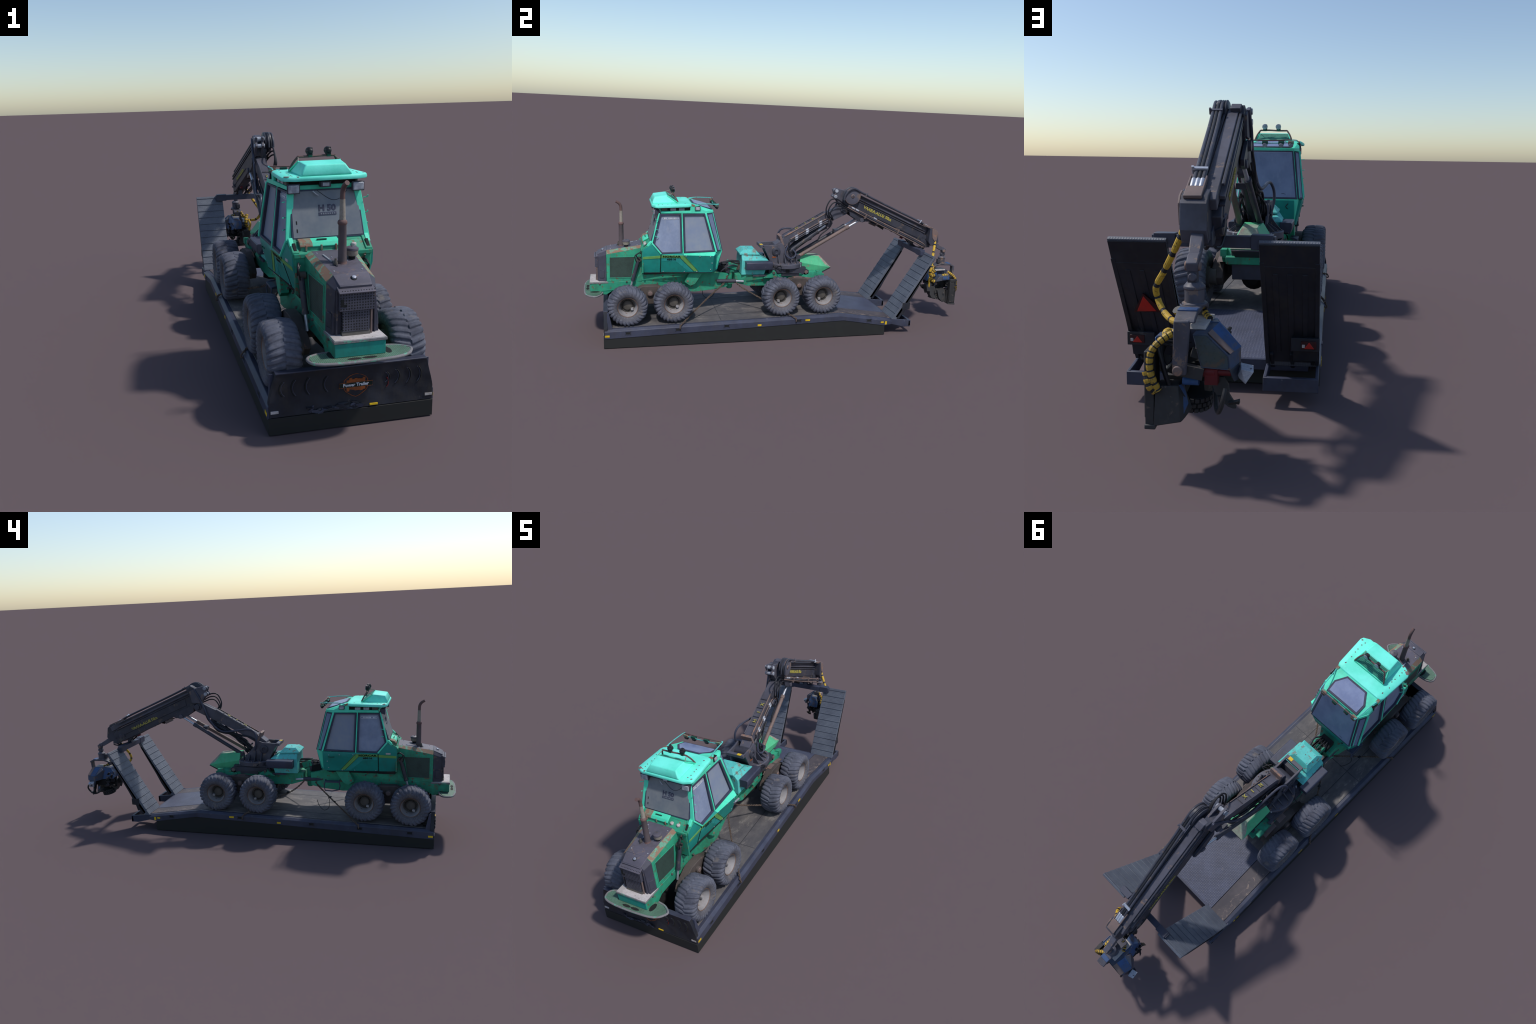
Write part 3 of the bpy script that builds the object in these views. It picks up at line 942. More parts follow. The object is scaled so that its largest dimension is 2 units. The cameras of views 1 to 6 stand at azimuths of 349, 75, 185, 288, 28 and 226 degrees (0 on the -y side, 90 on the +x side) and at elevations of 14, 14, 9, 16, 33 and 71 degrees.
p.beam((HX - .052, -.931, .274), (HX - .049, -.931, .392), .005, .008, 'nose', up=(0, 1, 0))
p.hull([(HX + a, y, z) for a in (-.04, .036) for y, z in ((-.926, .2725), (-.944, .2725), (-.940, .285), (-.926, .285))], 'hub')
p.build('front_grille', hood, .0006)
p = Part()                                      # exhaust stack
p.lathe((-.004, -.822, .425), (.0, 0, 1), [(0, .017), (.004, .0165), (.009, .0125), (.014, .0118), (.112, .0108), (.115, .0128), (.119, .0132), (.123, .0118), (.126, .0085), (.134, .0082), (.180, .0072)], 'exhaust', 20,
        mats=['rusty_pipe', 'rusty_pipe', 'rusty_pipe', 'exhaust', 'rusty_pipe', 'rusty_pipe', 'rusty_pipe', 'rusty_pipe', 'cream', 'cream'])
p.tube([(-.004, -.822, .600), (-.004, -.822, .614), (-.0035, -.8235, .628), (-.002, -.831, .641), (.0005, -.845, .650)], .0068, 'rusty_pipe', 14, 5)
p.build('exhaust_pipe', hood, 0)
p = Part().lathe((.031, -.800, .430), (0, 0, 1), [(0, .0095), (.016, .0095), (.0165, .0145), (.021, .0165), (.031, .0170), (.032, .0182), (.034, .0184), (.038, .0172), (.0405, .013), (.0415, 0)], 'nose', 24,
        mats=['void', 'void', 'cream', 'cream', 'cream', 'hood_grey', 'hood_grey', 'hood_grey', 'hood_grey', 'hood_grey'])
p.lathe((.031, -.800, .471), (0, 0, 1), [(0, .0025), (.002, .002), (.0025, 0)], 'hub', 8)
p.build('air_filter', hood, 0)
p = Part()                                      # steering rams beside the hood
for sx in (1, -1):
    a, b = V((HX + sx * .091, -.744, .385)), V((HX + sx * .086, -.785, .235))
    p.rod(a, a.lerp(b, .68), .0088, 'crane_dark')
    p.rod(a.lerp(b, .64), a.lerp(b, .70), .0102, 'crane_dark')
    p.rod(a.lerp(b, .68), b, .0048, 'chrome')
    p.lathe(a + V((-sx * .012, 0, 0)), (sx, 0, 0), [(0, .011), (.02, .011)], 'hub', 12)
    p.tube([a + V((sx * .008, .004, .0)), a + V((sx * .012, -.012, .022)), a + V((sx * .006, .004, .034)), a + V((0, .02, .02))], .003, 'black', 7, 5)
    p.tube([a + V((sx * .006, -.012, -.01)), a + V((sx * .012, -.018, .02)), a + V((sx * .004, -.005, .03))], .0022, 'black', 7, 5)
p.build('hydraulic_ram', frame, 0)

# ---------------------------------------------------------------- cab
CX = -.0035


def both(pts):
    return [(CX + s * a, y, z) for a, y, z in pts for s in (1, -1)]


p = Part()
p.hull(both([(.094, -.643, .612), (.100, -.435, .614), (.093, -.393, .617), (.109, -.690, .473), (.1105, -.680, .470), (.1165, -.639, .420),
             (.1185, -.381, .426), (.113, -.347, .426), (.100, -.385, .325), (.098, -.372, .327), (.095, -.640, .325)]), 'teal')
p.hull(both([(.109, -.690, .473), (.1225, -.680, .470), (.120, -.727, .441), (.104, -.690, .455), (.127, -.640, .42), (.121, -.640, .41), (.1185, -.727, .405), (.096, -.727, .325), (.095, -.64, .325), (.1, -.731, .44)]), 'green')
cab = p.build('cab', rig, .002)

def side_x(y, z, off=.0, sx=1):
    """Half-width of the side panel at (y, z); it flares on the right-hand side only."""
    t = min(1, max(0, (y + .641) / (.641 - .394)))
    top, bot, zt = lerp(.1295, .155 if sx > 0 else .1335, t), lerp(.0965, .126 if sx > 0 else .109, t), lerp(.4165, .412, t)
    return lerp(bot, top, (z - .323) / (zt - .323)) + off


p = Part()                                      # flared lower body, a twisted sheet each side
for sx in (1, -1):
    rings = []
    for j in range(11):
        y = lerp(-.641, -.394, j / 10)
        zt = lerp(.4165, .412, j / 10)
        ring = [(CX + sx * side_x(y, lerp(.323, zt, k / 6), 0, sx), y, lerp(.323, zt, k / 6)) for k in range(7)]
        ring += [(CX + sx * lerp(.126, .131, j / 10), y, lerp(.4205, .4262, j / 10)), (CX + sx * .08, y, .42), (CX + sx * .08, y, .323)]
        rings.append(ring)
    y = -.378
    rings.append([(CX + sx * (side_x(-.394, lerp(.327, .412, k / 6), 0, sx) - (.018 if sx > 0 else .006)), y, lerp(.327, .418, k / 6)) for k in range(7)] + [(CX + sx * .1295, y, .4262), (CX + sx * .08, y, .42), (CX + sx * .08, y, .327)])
    p.loft(rings, 'teal_shaded')
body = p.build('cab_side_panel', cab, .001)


def side_poly(pts, off=.0016, sx=1):
    return [(side_x(y, z, off, sx), y, z) for y, z in pts]


for sx in (1, -1):
    p = Part()
    def place(q):
        return (CX + sx * q[0], q[1], q[2])
    # sill under the windows, in the unshaded cab teal
    if sx > 0:
        p.hull([(CX + sx * a, y, z) for a, y, z in ((.130, -.537, .4220), (.1325, -.379, .4275), (.1560, -.393, .4135), (.1415, -.535, .4155), (.153, -.396, .410), (.125, -.385, .42), (.128, -.535, .418))], 'teal')
    # lime stripe, horizontal then running down to the rear
    stripe = [[(-.640, .4150), (-.551, .4150), (-.551, .4010), (-.640, .4010)], [(-.551, .4150), (-.535, .4145), (-.462, .330), (-.483, .330), (-.551, .4010)]]
    for q in stripe:
        p.loft([[place(k) for k in side_poly(q, -.003, sx)], [place(k) for k in side_poly(q, .0012, sx)]], 'lime')
    q = [(-.553, .4000), (-.549, .4000), (-.4855, .330), (-.512, .330), (-.570, .382), (-.640, .385), (-.640, .4000)]
    p.loft([[place(k) for k in side_poly(q, -.003, sx)], [place(k) for k in side_poly(q, .0006, sx)]], 'teal_light')
    for a, b in (((-.551, .4005), (-.484, .3295)), ((-.538, .4145), (-.4625, .33))):
        A, B = (V(place((side_x(*k, .0014, sx), k[0], k[1]))) for k in (a, b))
        p.beam(A, B, .0012, .0006, 'ink', up=(sx, 0, 0))
    o = [(CX + sx * .1195, -.7265, .4065), (CX + sx * .1270, -.645, .4125), (CX + sx * .1235, -.645, .3995), (CX + sx * .1163, -.7265, .3945)]
    p.panel(o, 0, .0012, .004, 'lime')
    p.build('side_stripe', body, 0)
    # lower front door below the stripe, with a dark shut line
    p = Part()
    p.hull([(CX + sx * a, y, z) for a, y, z in ((.1205, -.728, .441), (.1230, -.682, .469), (.1285, -.6445, .422), (.1265, -.6445, .412), (.1195, -.728, .406), (.0965, -.728, .324), (.0965, -.6445, .322), (.08, -.69, .34), (.11, -.69, .455))], 'teal_shaded')
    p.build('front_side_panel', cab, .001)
    p = Part()
    A, B = V((CX + sx * .1290, -.6425, .417)), V((CX + sx * .0970, -.6425, .322))
    p.beam(A, B, .002, .002, 'void', up=(sx, 0, 0))
    p.beam(V((CX + sx * .094, -.728, .3215)), V((CX + sx * (.122 if sx > 0 else .106), -.394, .3215)), .004, .004, 'void')
    p.beam((CX + sx * side_x(-.535, .416, .0008, sx), -.537, .416), (CX + sx * side_x(-.537, .33, .0008, sx), -.537, .33), .0012, .0012, 'teal_light', up=(sx, 0, 0))
    p.build('shut_line', cab, 0)
    # lettering
    p = Part()
    rt = V((0, sx, 0))
    upv = V((.3 * sx, 0, 1))
    yc = -.593
    rdir = V((CX + sx * side_x(-.55, .408, 0, sx), -.55, .408)) - V((CX + sx * side_x(-.64, .408, 0, sx), -.64, .408))
    rdir *= sx
    p.text('NORCAR', (CX + sx * side_x(yc, .4080, .0018, sx), yc, .4080), rdir, upv, .0138, 'ink', .0006, 1.45)
    p.text('650 H', (CX + sx * side_x(yc, .3935, .0016, sx), yc - sx * .0, .3935), rdir, upv, .0125, 'ink', .0006, 1.35)
    p.build('model_lettering', body, 0)
    # fasteners
    p = Part()
    for y, z in ((-.525, .412), (-.46, .4105), (-.41, .409), (-.405, .34), (-.47, .328), (-.53, .328), (-.63, .328), (-.40, .375)):
        p.lathe((CX + sx * side_x(y, z, .0005, sx), y, z), (sx, 0, 0), [(0, .0022), (.0015, .0022), (.002, 0)], 'lamp', 8)
    p.build('panel_screw', body, 0, stuff=True)

    # side windows: rubber gasket then glass
    front = [(CX + sx * a, y, z) for a, y, z in ((.1068, -.648, .610), (.1100, -.546, .6115), (.1285, -.541, .4215), (.1285, -.640, .4195), (.1230, -.681, .4690))]
    rear = [(CX + sx * a, y, z) for a, y, z in ((.1102, -.541, .6115), (.1140, -.434, .613), (.1320, -.384, .4275), (.1290, -.535, .4215))]
    for c, g in ((front, 'glass'), (rear, 'glass_warm')):
        Part().gasket(c, .002, .0085, .0018, .013, 'rubber').build('window_gasket', cab, .0006)
        Part().panel(c, .006, -.0085, .002, g).build('side_window', cab, 0)
    # cab posts
    p = Part()
    for a, b, w in (((.1075, -.544, .612), (.1290, -.538, .42), .0055), ((.1150, -.432, .613), (.1340, -.379, .427), .0085), ((.1055, -.6495, .612), (.1225, -.684, .470), .006)):
        p.beam((CX + sx * (a[0] - .006), a[1], a[2]), (CX + sx * (b[0] - .006), b[1], b[2]), w, .020, 'teal', up=(sx, 0, .13))
    p.beam((CX + sx * .1175, -.683, .471), (CX + sx * .1235, -.641, .4195), .007, .020, 'teal', up=(sx, 0, .1))
    p.build('cab_post', cab, .0015)
    # corner glass between post and rear window
    c = [(CX + sx * a, y, z) for a, y, z in ((.1125, -.428, .610), (.0955, -.396, .613), (.1145, -.351, .428), (.1325, -.375, .428))]
    Part().panel(c, .001, .0016, .006, 'rubber').build('window_gasket', cab, .0008)
    Part().panel(c, .0065, .0026, .006, 'glass_rear').build('corner_window', cab, .0008)
    p = Part()
    p.beam((CX + sx * .1, -.404, .605), (CX + sx * .121, -.358, .432), .003, .004, 'teal', up=(sx, 1, 0))
    p.build('corner_trim', cab, .0006)

c = [(CX + a, y, z) for a, y, z in ((-.094, -.392, .616), (.094, -.392, .616), (.114, -.346, .427), (-.114, -.346, .427))]
Part().panel(c, .002, .0022, .006, 'rubber').build('window_gasket', cab, .0008)
Part().panel(c, .008, .0032, .006, 'glass_rear').build('rear_window', cab, .0008)
p = Part()                                      # wiper and cracks on the rear window
p.tube([(-.085, -.352, .442), (-.065, -.357, .47), (-.052, -.367, .515), (-.048, -.378, .56)], .0016, 'black', 6, 4)
p.tube([(-.075, -.349, .445), (-.055, -.35, .45), (-.04, -.349, .440)], .002, 'trailer', 6, 3)
p.build('rear_wiper', cab, 0)
c = [(CX + a, y, z) for a, y, z in ((-.104, -.6445, .611), (.104, -.6445, .611), (.1095, -.6905, .4735), (-.1095, -.6905, .4735))]
Part().panel(c, .001, .0022, .006, 'rubber').build('window_gasket', cab, .0008)
Part().panel(c, .0055, .0032, .006, 'glass_dark').build('windscreen', cab, .0008)


def on_screen(x, z, off=.004):
    t = (z - .4735) / (.611 - .4735)
    return (CX + x, lerp(-.6905, -.6445, t) - off, z)


p = Part()
wr, wu = V((1, 0, 0)), V((0, .046, .1375))
p.text('H 50', on_screen(.004, .558, .0042), wr, wu, .024, 'rubber', .0004, 1.1)
p.hull([on_screen(x, z, o) for x in (-.022, .03) for z in (.5385, .5465) for o in (.002, .0048)], 'rubber')
for k in range(7):
    p.hull([on_screen(-.017 + k * .0066 + a, .5425 + b, o) for a in (0, .004) for b in (-.002, .002) for o in (.004, .0054)], 'glass_dark')
p.build('screen_lettering', cab, 0)
p = Part()
p.tube([on_screen(-.02, .607), on_screen(.02, .58), on_screen(.05, .585), on_screen(.07, .605)], .0008, 'black', 5, 5)
p.tube([on_screen(-.035, .607, .01), on_screen(-.028, .60, .012), on_screen(-.02, .594, .012)], .002, 'chrome', 6, 3)
for z in (.495, .517):
    p.hull([on_screen(-.092 + a, z + b, o) for a in (0, .003) for b in (0, .009) for o in (.002, .0042)], 'void')
p.build('screen_fitting', cab, 0)
p = Part()                                      # window maker's sticker, right and left
for sx in (1, -1):
    f0, f1 = V((CX + sx * .1078, -.636, .600)), V((CX + sx * .110, -.557, .601))
    dn = V((sx * .017, 0, -.15)).normalized()
    ou = V((sx, 0, .12)) * -.0066
    loop = []
    for k in range(20):
        a = TAU * k / 20
        u = .5 + .48 * max(-1, min(1, 1.25 * math.cos(a)))
        loop.append(f0.lerp(f1, u) + dn * (.0125 + .006 * math.sin(a)) + ou)
    p.tube(loop + loop[:1], .0009, 'white_ink', 5, 1)
    for k in range(9):
        u = .12 + .083 * k
        if k == 2:
            continue
        q = f0.lerp(f1, u) + dn * .0125 + ou
        p.hull([q + (f1 - f0) * a + dn * b + V((sx * o, 0, 0)) for a in (0, .055) for b in (-.003, .003) for o in (-.0006, .0006)], 'white_ink')
p.build('window_sticker', cab, 0)

# scuttle: channel in front of the windscreen, hinges, tool box
p = Part()
p.beam((CX - .115, -.7285, .437), (CX + .115, -.7285, .437), .012, .012, 'green')
p.box((CX - .112, -.73, .325), (CX + .112, -.722, .436), 'green')
p.box((CX - .100, -.726, .436), (CX + .100, -.698, .4395), 'void')
for sx in (1, -1):
    p.hull([(CX + sx * a, y, z) for a in (.098, .118) for y, z in ((-.728, .436), (-.728, .447), (-.690, .478), (-.680, .47), (-.69, .45))], 'green')
    p.hull([(CX + sx * a, y, z) for a in (.103, .113) for y, z in ((-.722, .446), (-.704, .4655), (-.706, .470), (-.724, .451))], 'void')
    p.hull([(CX + sx * a, y, z) for a in (.107, .120) for y, z in ((-.71, .462), (-.69, .482), (-.683, .476), (-.70, .455))], 'teal')
p.beam((CX - .1, -.694, .462), (CX + .1, -.694, .462), .006, .016, 'green')
scut = p.build('scuttle', cab, .0015)
p = Part().hull([(x, y, z) for x in (-.096, .018) for y, z in ((-.721, .443), (-.721, .463), (-.716, .4705), (-.695, .477), (-.69, .45))], 'green')
p.hull([(x, y, z) for x in (-.0975, .0195) for y, z in ((-.7225, .461), (-.7165, .4705), (-.694, .4785), (-.694, .474), (-.722, .458))], 'teal')
p.hull([(x, y, z) for x in (-.098, -.06) for y, z in ((-.7232, .4615), (-.717, .4715), (-.694, .4792), (-.694, .4745), (-.7225, .4585))], 'rusty_paint')
p.beam((-.045, -.708, .476), (-.015, -.708, .476), .004, .005, 'green_dark')
for x in (-.08, -.035, .008):
    p.box((x - .003, -.7245, .447), (x + .003, -.72, .464), 'rusty_paint')
p.build('tool_box', scut, .0015)
p = Part()
for x, y in ((.033, -.712), (.064, -.713)):
    p.lathe((x, y, .438), (0, 0, 1), [(0, .005), (.014, .005), (.015, .0078), (.021, .0078), (.023, .006), (.0235, 0)], 'white', 14, mats=['hub', 'hub', 'white', 'white', 'white', 'white'])
p.box((.042, -.7, .452), (.062, -.6965, .462), 'sticker')
p.lathe((.088, -.735, .425), (0, -.3, 1), [(-.022, .0018), (0, .0018), (.004, .0035), (.006, 0)], 'hub', 8)
p.build('reservoir_cap', scut, 0)
Part().box((CX - .126, -.70, .414), (CX - .118, -.678, .422), 'white').build('data_plate', cab, .0005)

# door furniture on the left, little hooks on posts
p = Part()
p.tube([(CX - .129, -.405, .398), (CX - .135, -.42, .398), (CX - .129, -.436, .398)], .002, 'green_dark', 6, 3)
for z in (.58, .535, .50):
    p.tube([(CX + .118, -.655, z), (CX + .127, -.665, z + .004), (CX + .127, -.668, z + .009)], .0014, 'teal', 6, 3)
    p.tube([(CX - .118, -.655, z), (CX - .129, -.668, z + .001)], .0016, 'teal', 6, 3)
p.build('door_handle', cab, 0)

# roof: head band, dark recess with lamps, cap plate, hump
p = Part()
p.hull(both([(.108, -.644, .611), (.116, -.433, .612), (.095, -.391, .614), (.108, -.640, .622), (.1145, -.43, .626), (.094, -.393, .625)]), 'teal')
p.hull(both([(.113, -.474, .622), (.1145, -.432, .624), (.094, -.394, .623), (.1125, -.505, .652), (.108, -.478, .650), (.112, -.505, .62)]), 'teal')
p.hull(both([(.098, -.632, .618), (.104, -.50, .62), (.106, -.50, .646), (.102, -.640, .644)]), 'void')
roof = p.build('roof_band', cab, .0015)
c = [(CX + a, y, z) for a, y, z in ((-.050, -.487, .6515), (.050, -.487, .6515), (.080, -.444, .6392), (.078, -.399, .6262), (-.078, -.399, .6262), (-.080, -.444, .6392))]
Part().panel(c, -.003, .0030, .014, 'rubber').build('window_gasket', roof, .0006)
Part().panel(c, .005, .0042, .008, 'glass_sky').build('roof_window', roof, .0006)
p = Part()
for sx in (1, -1):
    for y in (-.625, -.585, -.545):
        p.hull([(CX + sx * a, y + b, z) for a, z in ((.1005, .624), (.1075, .624), (.1005, .637), (.1075, .6355)) for b in (-.013, .013)], 'lamp' if y > -.6 else 'hub')
    p.hull([(CX + sx * a, y, z) for a, z in ((.105, .628), (.119, .627), (.117, .645), (.103, .646)) for y in (-.484, -.458)], 'void')
    p.hull([(CX + sx * a, y, z) for a, z in ((.117, .629), (.1203, .629), (.1185, .643), (.1165, .643)) for y in (-.4815, -.4605)], 'lamp')
p.build('roof_side_lamp', roof, .0008)

plate = [(-.095, -.682), (.095, -.682), (.122, -.668), (.127, -.655), (.119, -.515), (.113, -.502), (.098, -.4965), (-.098, -.4965), (-.113, -.502), (-.119, -.515), (-.127, -.655), (-.122, -.668)]
p = Part()
def zplate(y):
    return .6475 + (y + .68) * .02
rings = []
for sc, dz in ((.93, -.011), (1.0, -.012), (1.012, -.006), (1.0, -.001), (.975, .0015), (.8, .0025)):
    rings.append([(CX + x * sc, -.59 + (y + .59) * sc, zplate(y) + dz + .003) for x, y in plate])
p.loft(rings, 'teal_roof')
cap = p.build('roof_cap', cab, .001)
p = Part()
hump = [(.0765, -.679, .6515), (.0765, -.562, .6555), (.0575, -.668, .6835), (.0625, -.610, .6905), (.074, -.68, .658)]
p.hull(both(hump + [(.0765, -.6, .656)]), 'teal_roof')
hmp = p.build('roof_hump', cap, .004, seg=3)
c = [(CX + a, y, z) for a, y, z in ((-.060, -.6085, .688), (.060, -.6085, .688), (.072, -.5635, .658), (-.072, -.5635, .658))]
Part().panel(c, .003, .0018, .003, 'roof_mesh').build('intake_mesh', hmp, 0)
p = Part()
p.beam((CX - .080, -.560, .658), (CX + .080, -.560, .658), .006, .006, 'teal')
for sx in (1, -1):
    p.beam((CX + sx * .063, -.610, .689), (CX + sx * .077, -.561, .658), .005, .005, 'teal')
p.build('intake_frame', hmp, .001)
p = Part()                                      # pop rivets and paint chips on the cap
for sx in (1, -1):
    for y in (-.652, -.635, -.61, -.592, -.565, -.53, -.527):
        x = CX + sx * random.uniform(.095, .105)
        p.lathe((x, y, zplate(y) + .004), (0, 0, 1), [(0, .0028), (.0018, .0026), (.0022, 0)], 'rusty_pipe', 7)
for x, y, r in ((CX - .113, -.664, .010), (CX + .100, -.652, .006), (CX + .117, -.655, .005), (CX - .085, -.677, .005), (CX - .1, -.668, .004)):
    p.lathe((x, y, zplate(y) + .0035), (0, 0, 1), [(0, r), (.0012, r * .9), (.0014, 0)], 'crane_rust', 9)
p.build('roof_rivet', cap, 0, stuff=True)

for sx, tilt in ((1, .0), (-1, .0)):            # big front lamps under the cap
    x = CX + sx * .096
    p = Part()
    p.hull([(x + a, y, z) for a, z in ((-.019, .603), (.019, .603), (.019, .631), (-.019, .631)) for y in (-.672, -.668)] + [(x + a, -.648, z) for a in (-.012, .012) for z in (.61, .627)], 'nose')
    lampb = p.build('head_lamp', cab, .002)
    Part().hull([(x + a, y, z) for a, z in ((-.016, .605), (.016, .605), (.016, .628), (-.016, .628)) for y in (-.675, -.67)], 'lamp').build('lamp_lens', lampb, .003)
p = Part().box((-.018, -.668, .618), (.012, -.648, .634), 'nose')
p.box((-.013, -.6695, .621), (.007, -.667, .631), 'lamp')
p.build('cab_camera_box', cab, .001)

p = Part()                                      # roof bar with two work lamps
b0, b1 = (CX + .056, -.582, .700), (CX - .056, -.582, .700)
p.tube([(CX + .077, -.560, .660), (CX + .068, -.571, .682), b0], .0034, 'rusty_pipe', 8, 3)
p.tube([(CX - .077, -.560, .660), (CX - .068, -.571, .682), b1], .0034, 'rusty_pipe', 8, 3)
p.tube([b0, (CX + .02, -.582, .701), (CX - .02, -.582, .6995), b1], .0034, 'rusty_pipe', 8, 3)
for sx in (1, -1):
    p.tube([(CX + sx * .056, -.582, .699), (CX + sx * .062, -.606, .690)], .0015, 'cream', 6, 2)
for x in (.034, -.023):
    p.hull([(x + a, -.581 + b, z) for a in (-.006, .006) for b in (-.006, .006) for z in (.697, .706)], 'green_dark')
rack = p.build('lamp_bar', cap, 0)
for x in (.033, -.0235):
    p = Part().lathe((x, -.588, .7145), (.05, 1, .05), [(-.004, .004), (0, .0085), (.013, .0115), (.016, .0115), (.017, .0095)], 'black', 18, mats=['black', 'black', 'black', 'lamp', 'lamp'])
    p.hull([(x + a, -.580, z) for a in (-.009, .009) for z in (.700, .723)] + [(x + a, -.588, z) for a in (-.007, .007) for z in (.704, .726)], 'black')
    p.build('work_lamp', rack, .001)
p = Part()                                      # rear lamp frame
for z0, z1 in ((.655, .653),):
    p.tube([(CX + .108, -.492, .650), (CX + .103, -.45, .656), (CX + .096, -.374, .653), (CX + .088, -.370, .6535)], .0022, 'turquoise', 7, 4)
    p.tube([(CX - .108, -.492, .650), (CX - .103, -.45, .656), (CX - .096, -.374, .655), (CX - .088, -.370, .6555)], .0022, 'turquoise', 7, 4)
p.tube([(CX + .09, -.371, .6535), (CX, -.372, .6525), (CX - .09, -.371, .6555)], .0026, 'rusty_pipe', 7, 5)
p.tube([(CX + .09, -.377, .6435), (CX, -.378, .6425), (CX - .09, -.377, .6455)], .002, 'turquoise', 7, 5)
for sx in (1, -1):
    p.beam((CX + sx * .108, -.485, .647), (CX + sx * .108, -.499, .652), .012, .008, 'rusty_paint')
rr = p.build('rear_lamp_frame', cab, 0)
for x, m in ((-.083, 'rusty_paint'), (-.045, 'green_dark'), (.018, 'green_dark'), (.078, 'rusty_paint')):
    p = Part()
    p.hull([(CX + x + a, y, z) for a in (-.011, .011) for y, z in ((-.382, .652), (-.367, .650), (-.380, .640), (-.366, .637))], m)
    p.lathe((CX + x, -.380, .641), (0, .8, -.45), [(0, .0075), (.012, .0095), (.015, .0095), (.016, .007)], 'black', 14, mats=['black', 'black', 'lamp', 'lamp'])
    p.build('rear_work_lamp', rr, .0012)

# rear lower cab wall fittings
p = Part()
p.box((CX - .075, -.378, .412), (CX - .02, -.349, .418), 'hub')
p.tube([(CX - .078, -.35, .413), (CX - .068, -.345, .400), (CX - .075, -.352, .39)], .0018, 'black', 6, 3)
p.hull([(CX + a, y, z) for a in (-.10, .10) for y, z in ((-.35, .420), (-.3445, .424), (-.3665, .33), (-.380, .33))], 'teal_shaded')
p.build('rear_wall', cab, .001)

# ---------------------------------------------------------------- articulation joint
p = Part()
p.lathe((0, -.286, .205), (0, 0, 1), [(0, .012), (.008, .016), (.12, .016), (.126, .011), (.134, .011)], 'green', 18)
for z in (.232, .296):
    p.prism([(-.022, -.305), (.022, -.305), (.018, -.265), (0, -.255), (-.018, -.265)], 'z', z, z + .014, 'green')
for sx in (1, -1):
    p.beam((sx * .026, -.30, .335), (sx * .020, -.252, .318), .006, .03, 'green')
    p.prism([(-.31, .292), (-.292, .292), (-.288, .335), (-.30, .345), (-.318, .325)], 'x', sx * .022, sx * .028, 'crane_dark')
    p.rod((sx * .05, -.36, .258), (sx * .05, -.262, .256), .010, 'crane_dark')
    p.rod((sx * .052, -.265, .256), (sx * .054, -.222, .254), .0055, 'chrome')
    for k in range(2):
        p.tube([(sx * (.006 + .012 * k), -.33, .33 + .006 * k), (sx * (.008 + .012 * k), -.29, .348 - .006 * k), (sx * (.010 + .012 * k), -.235, .344 - .004 * k)], .0034, 'black', 8, 5)
p.tube([(.030, -.34, .30), (.04, -.31, .325), (.035, -.28, .335), (.02, -.25, .325)], .004, 'crane_dark', 8, 5)
p.box((-.02, -.275, .305), (.02, -.235, .33), 'axle')
p.build('pivot_joint', rig, .0015)

# ---------------------------------------------------------------- rear chassis
p = Part()
p.loft([[(HX + s * w_, y, z) for w_, y, z in ((.040, -.262, .286), (.040, -.262, .243), (.067, -.205, .232), (.070, -.10, .230), (.075, .10, .240), (.070, .20, .262), (.07, .205, .285), (.078, .10, .296), (.075, -.20, .290))] for s in (-1, 1)], 'green')
p.hull([(HX + a, y, z) for a in (-.05, .05) for y, z in ((-.13, .235), (-.03, .235), (-.12, .20), (-.02, .18))], 'void')
p.hull([(HX + a, y, z) for a in (-.055, .055) for y, z in ((.12, .30), (.19, .300), (.12, .20), (.175, .21))], 'crane_dark')
rframe = p.build('rear_chassis', rig, .002)
p = Part()                                      # engine box and lid
p.hull([(HX + s * a, y, z) for s in (-1, 1) for a, y, z in ((.070, -.238, .290), (.076, -.12, .290), (.070, -.235, .366), (.076, -.10, .366), (.054, -.236, .389), (.054, -.142, .384))], 'turquoise')
box = p.build('tank_box', rframe, .003)
p = Part().hull([(HX + s * a, y, z) for s in (-1, 1) for a, y, z in ((.055, -.246, .391), (.055, -.143, .387), (.055, -.246, .398), (.0555, -.143, .393), (.038, -.225, .416), (.038, -.165, .4155))], 'turquoise')
for a, y in ((-.03, -.22), (.03, -.22), (-.03, -.17), (.03, -.17), (0, -.195)):
    p.lathe((HX + a, y, .4155), (0, 0, 1), [(0, .0025), (.002, .002), (.0025, 0)], 'crane_rust' if a == 0 else 'lamp', 8)
p.build('tank_lid', box, .002)
p = Part()                                      # side lockers
for s in (-1, 1):
    p.hull([(HX + s * a, y, z) for a, z in ((.070, .364), (.108, .364), (.112, .360), (.112, .345), (.106, .324), (.070, .324)) for y in (-.221, -.086)], 'trailer')
p.build('side_locker', rframe, .0015)
p = Part()                                      # crane bed: struts, plates, brackets
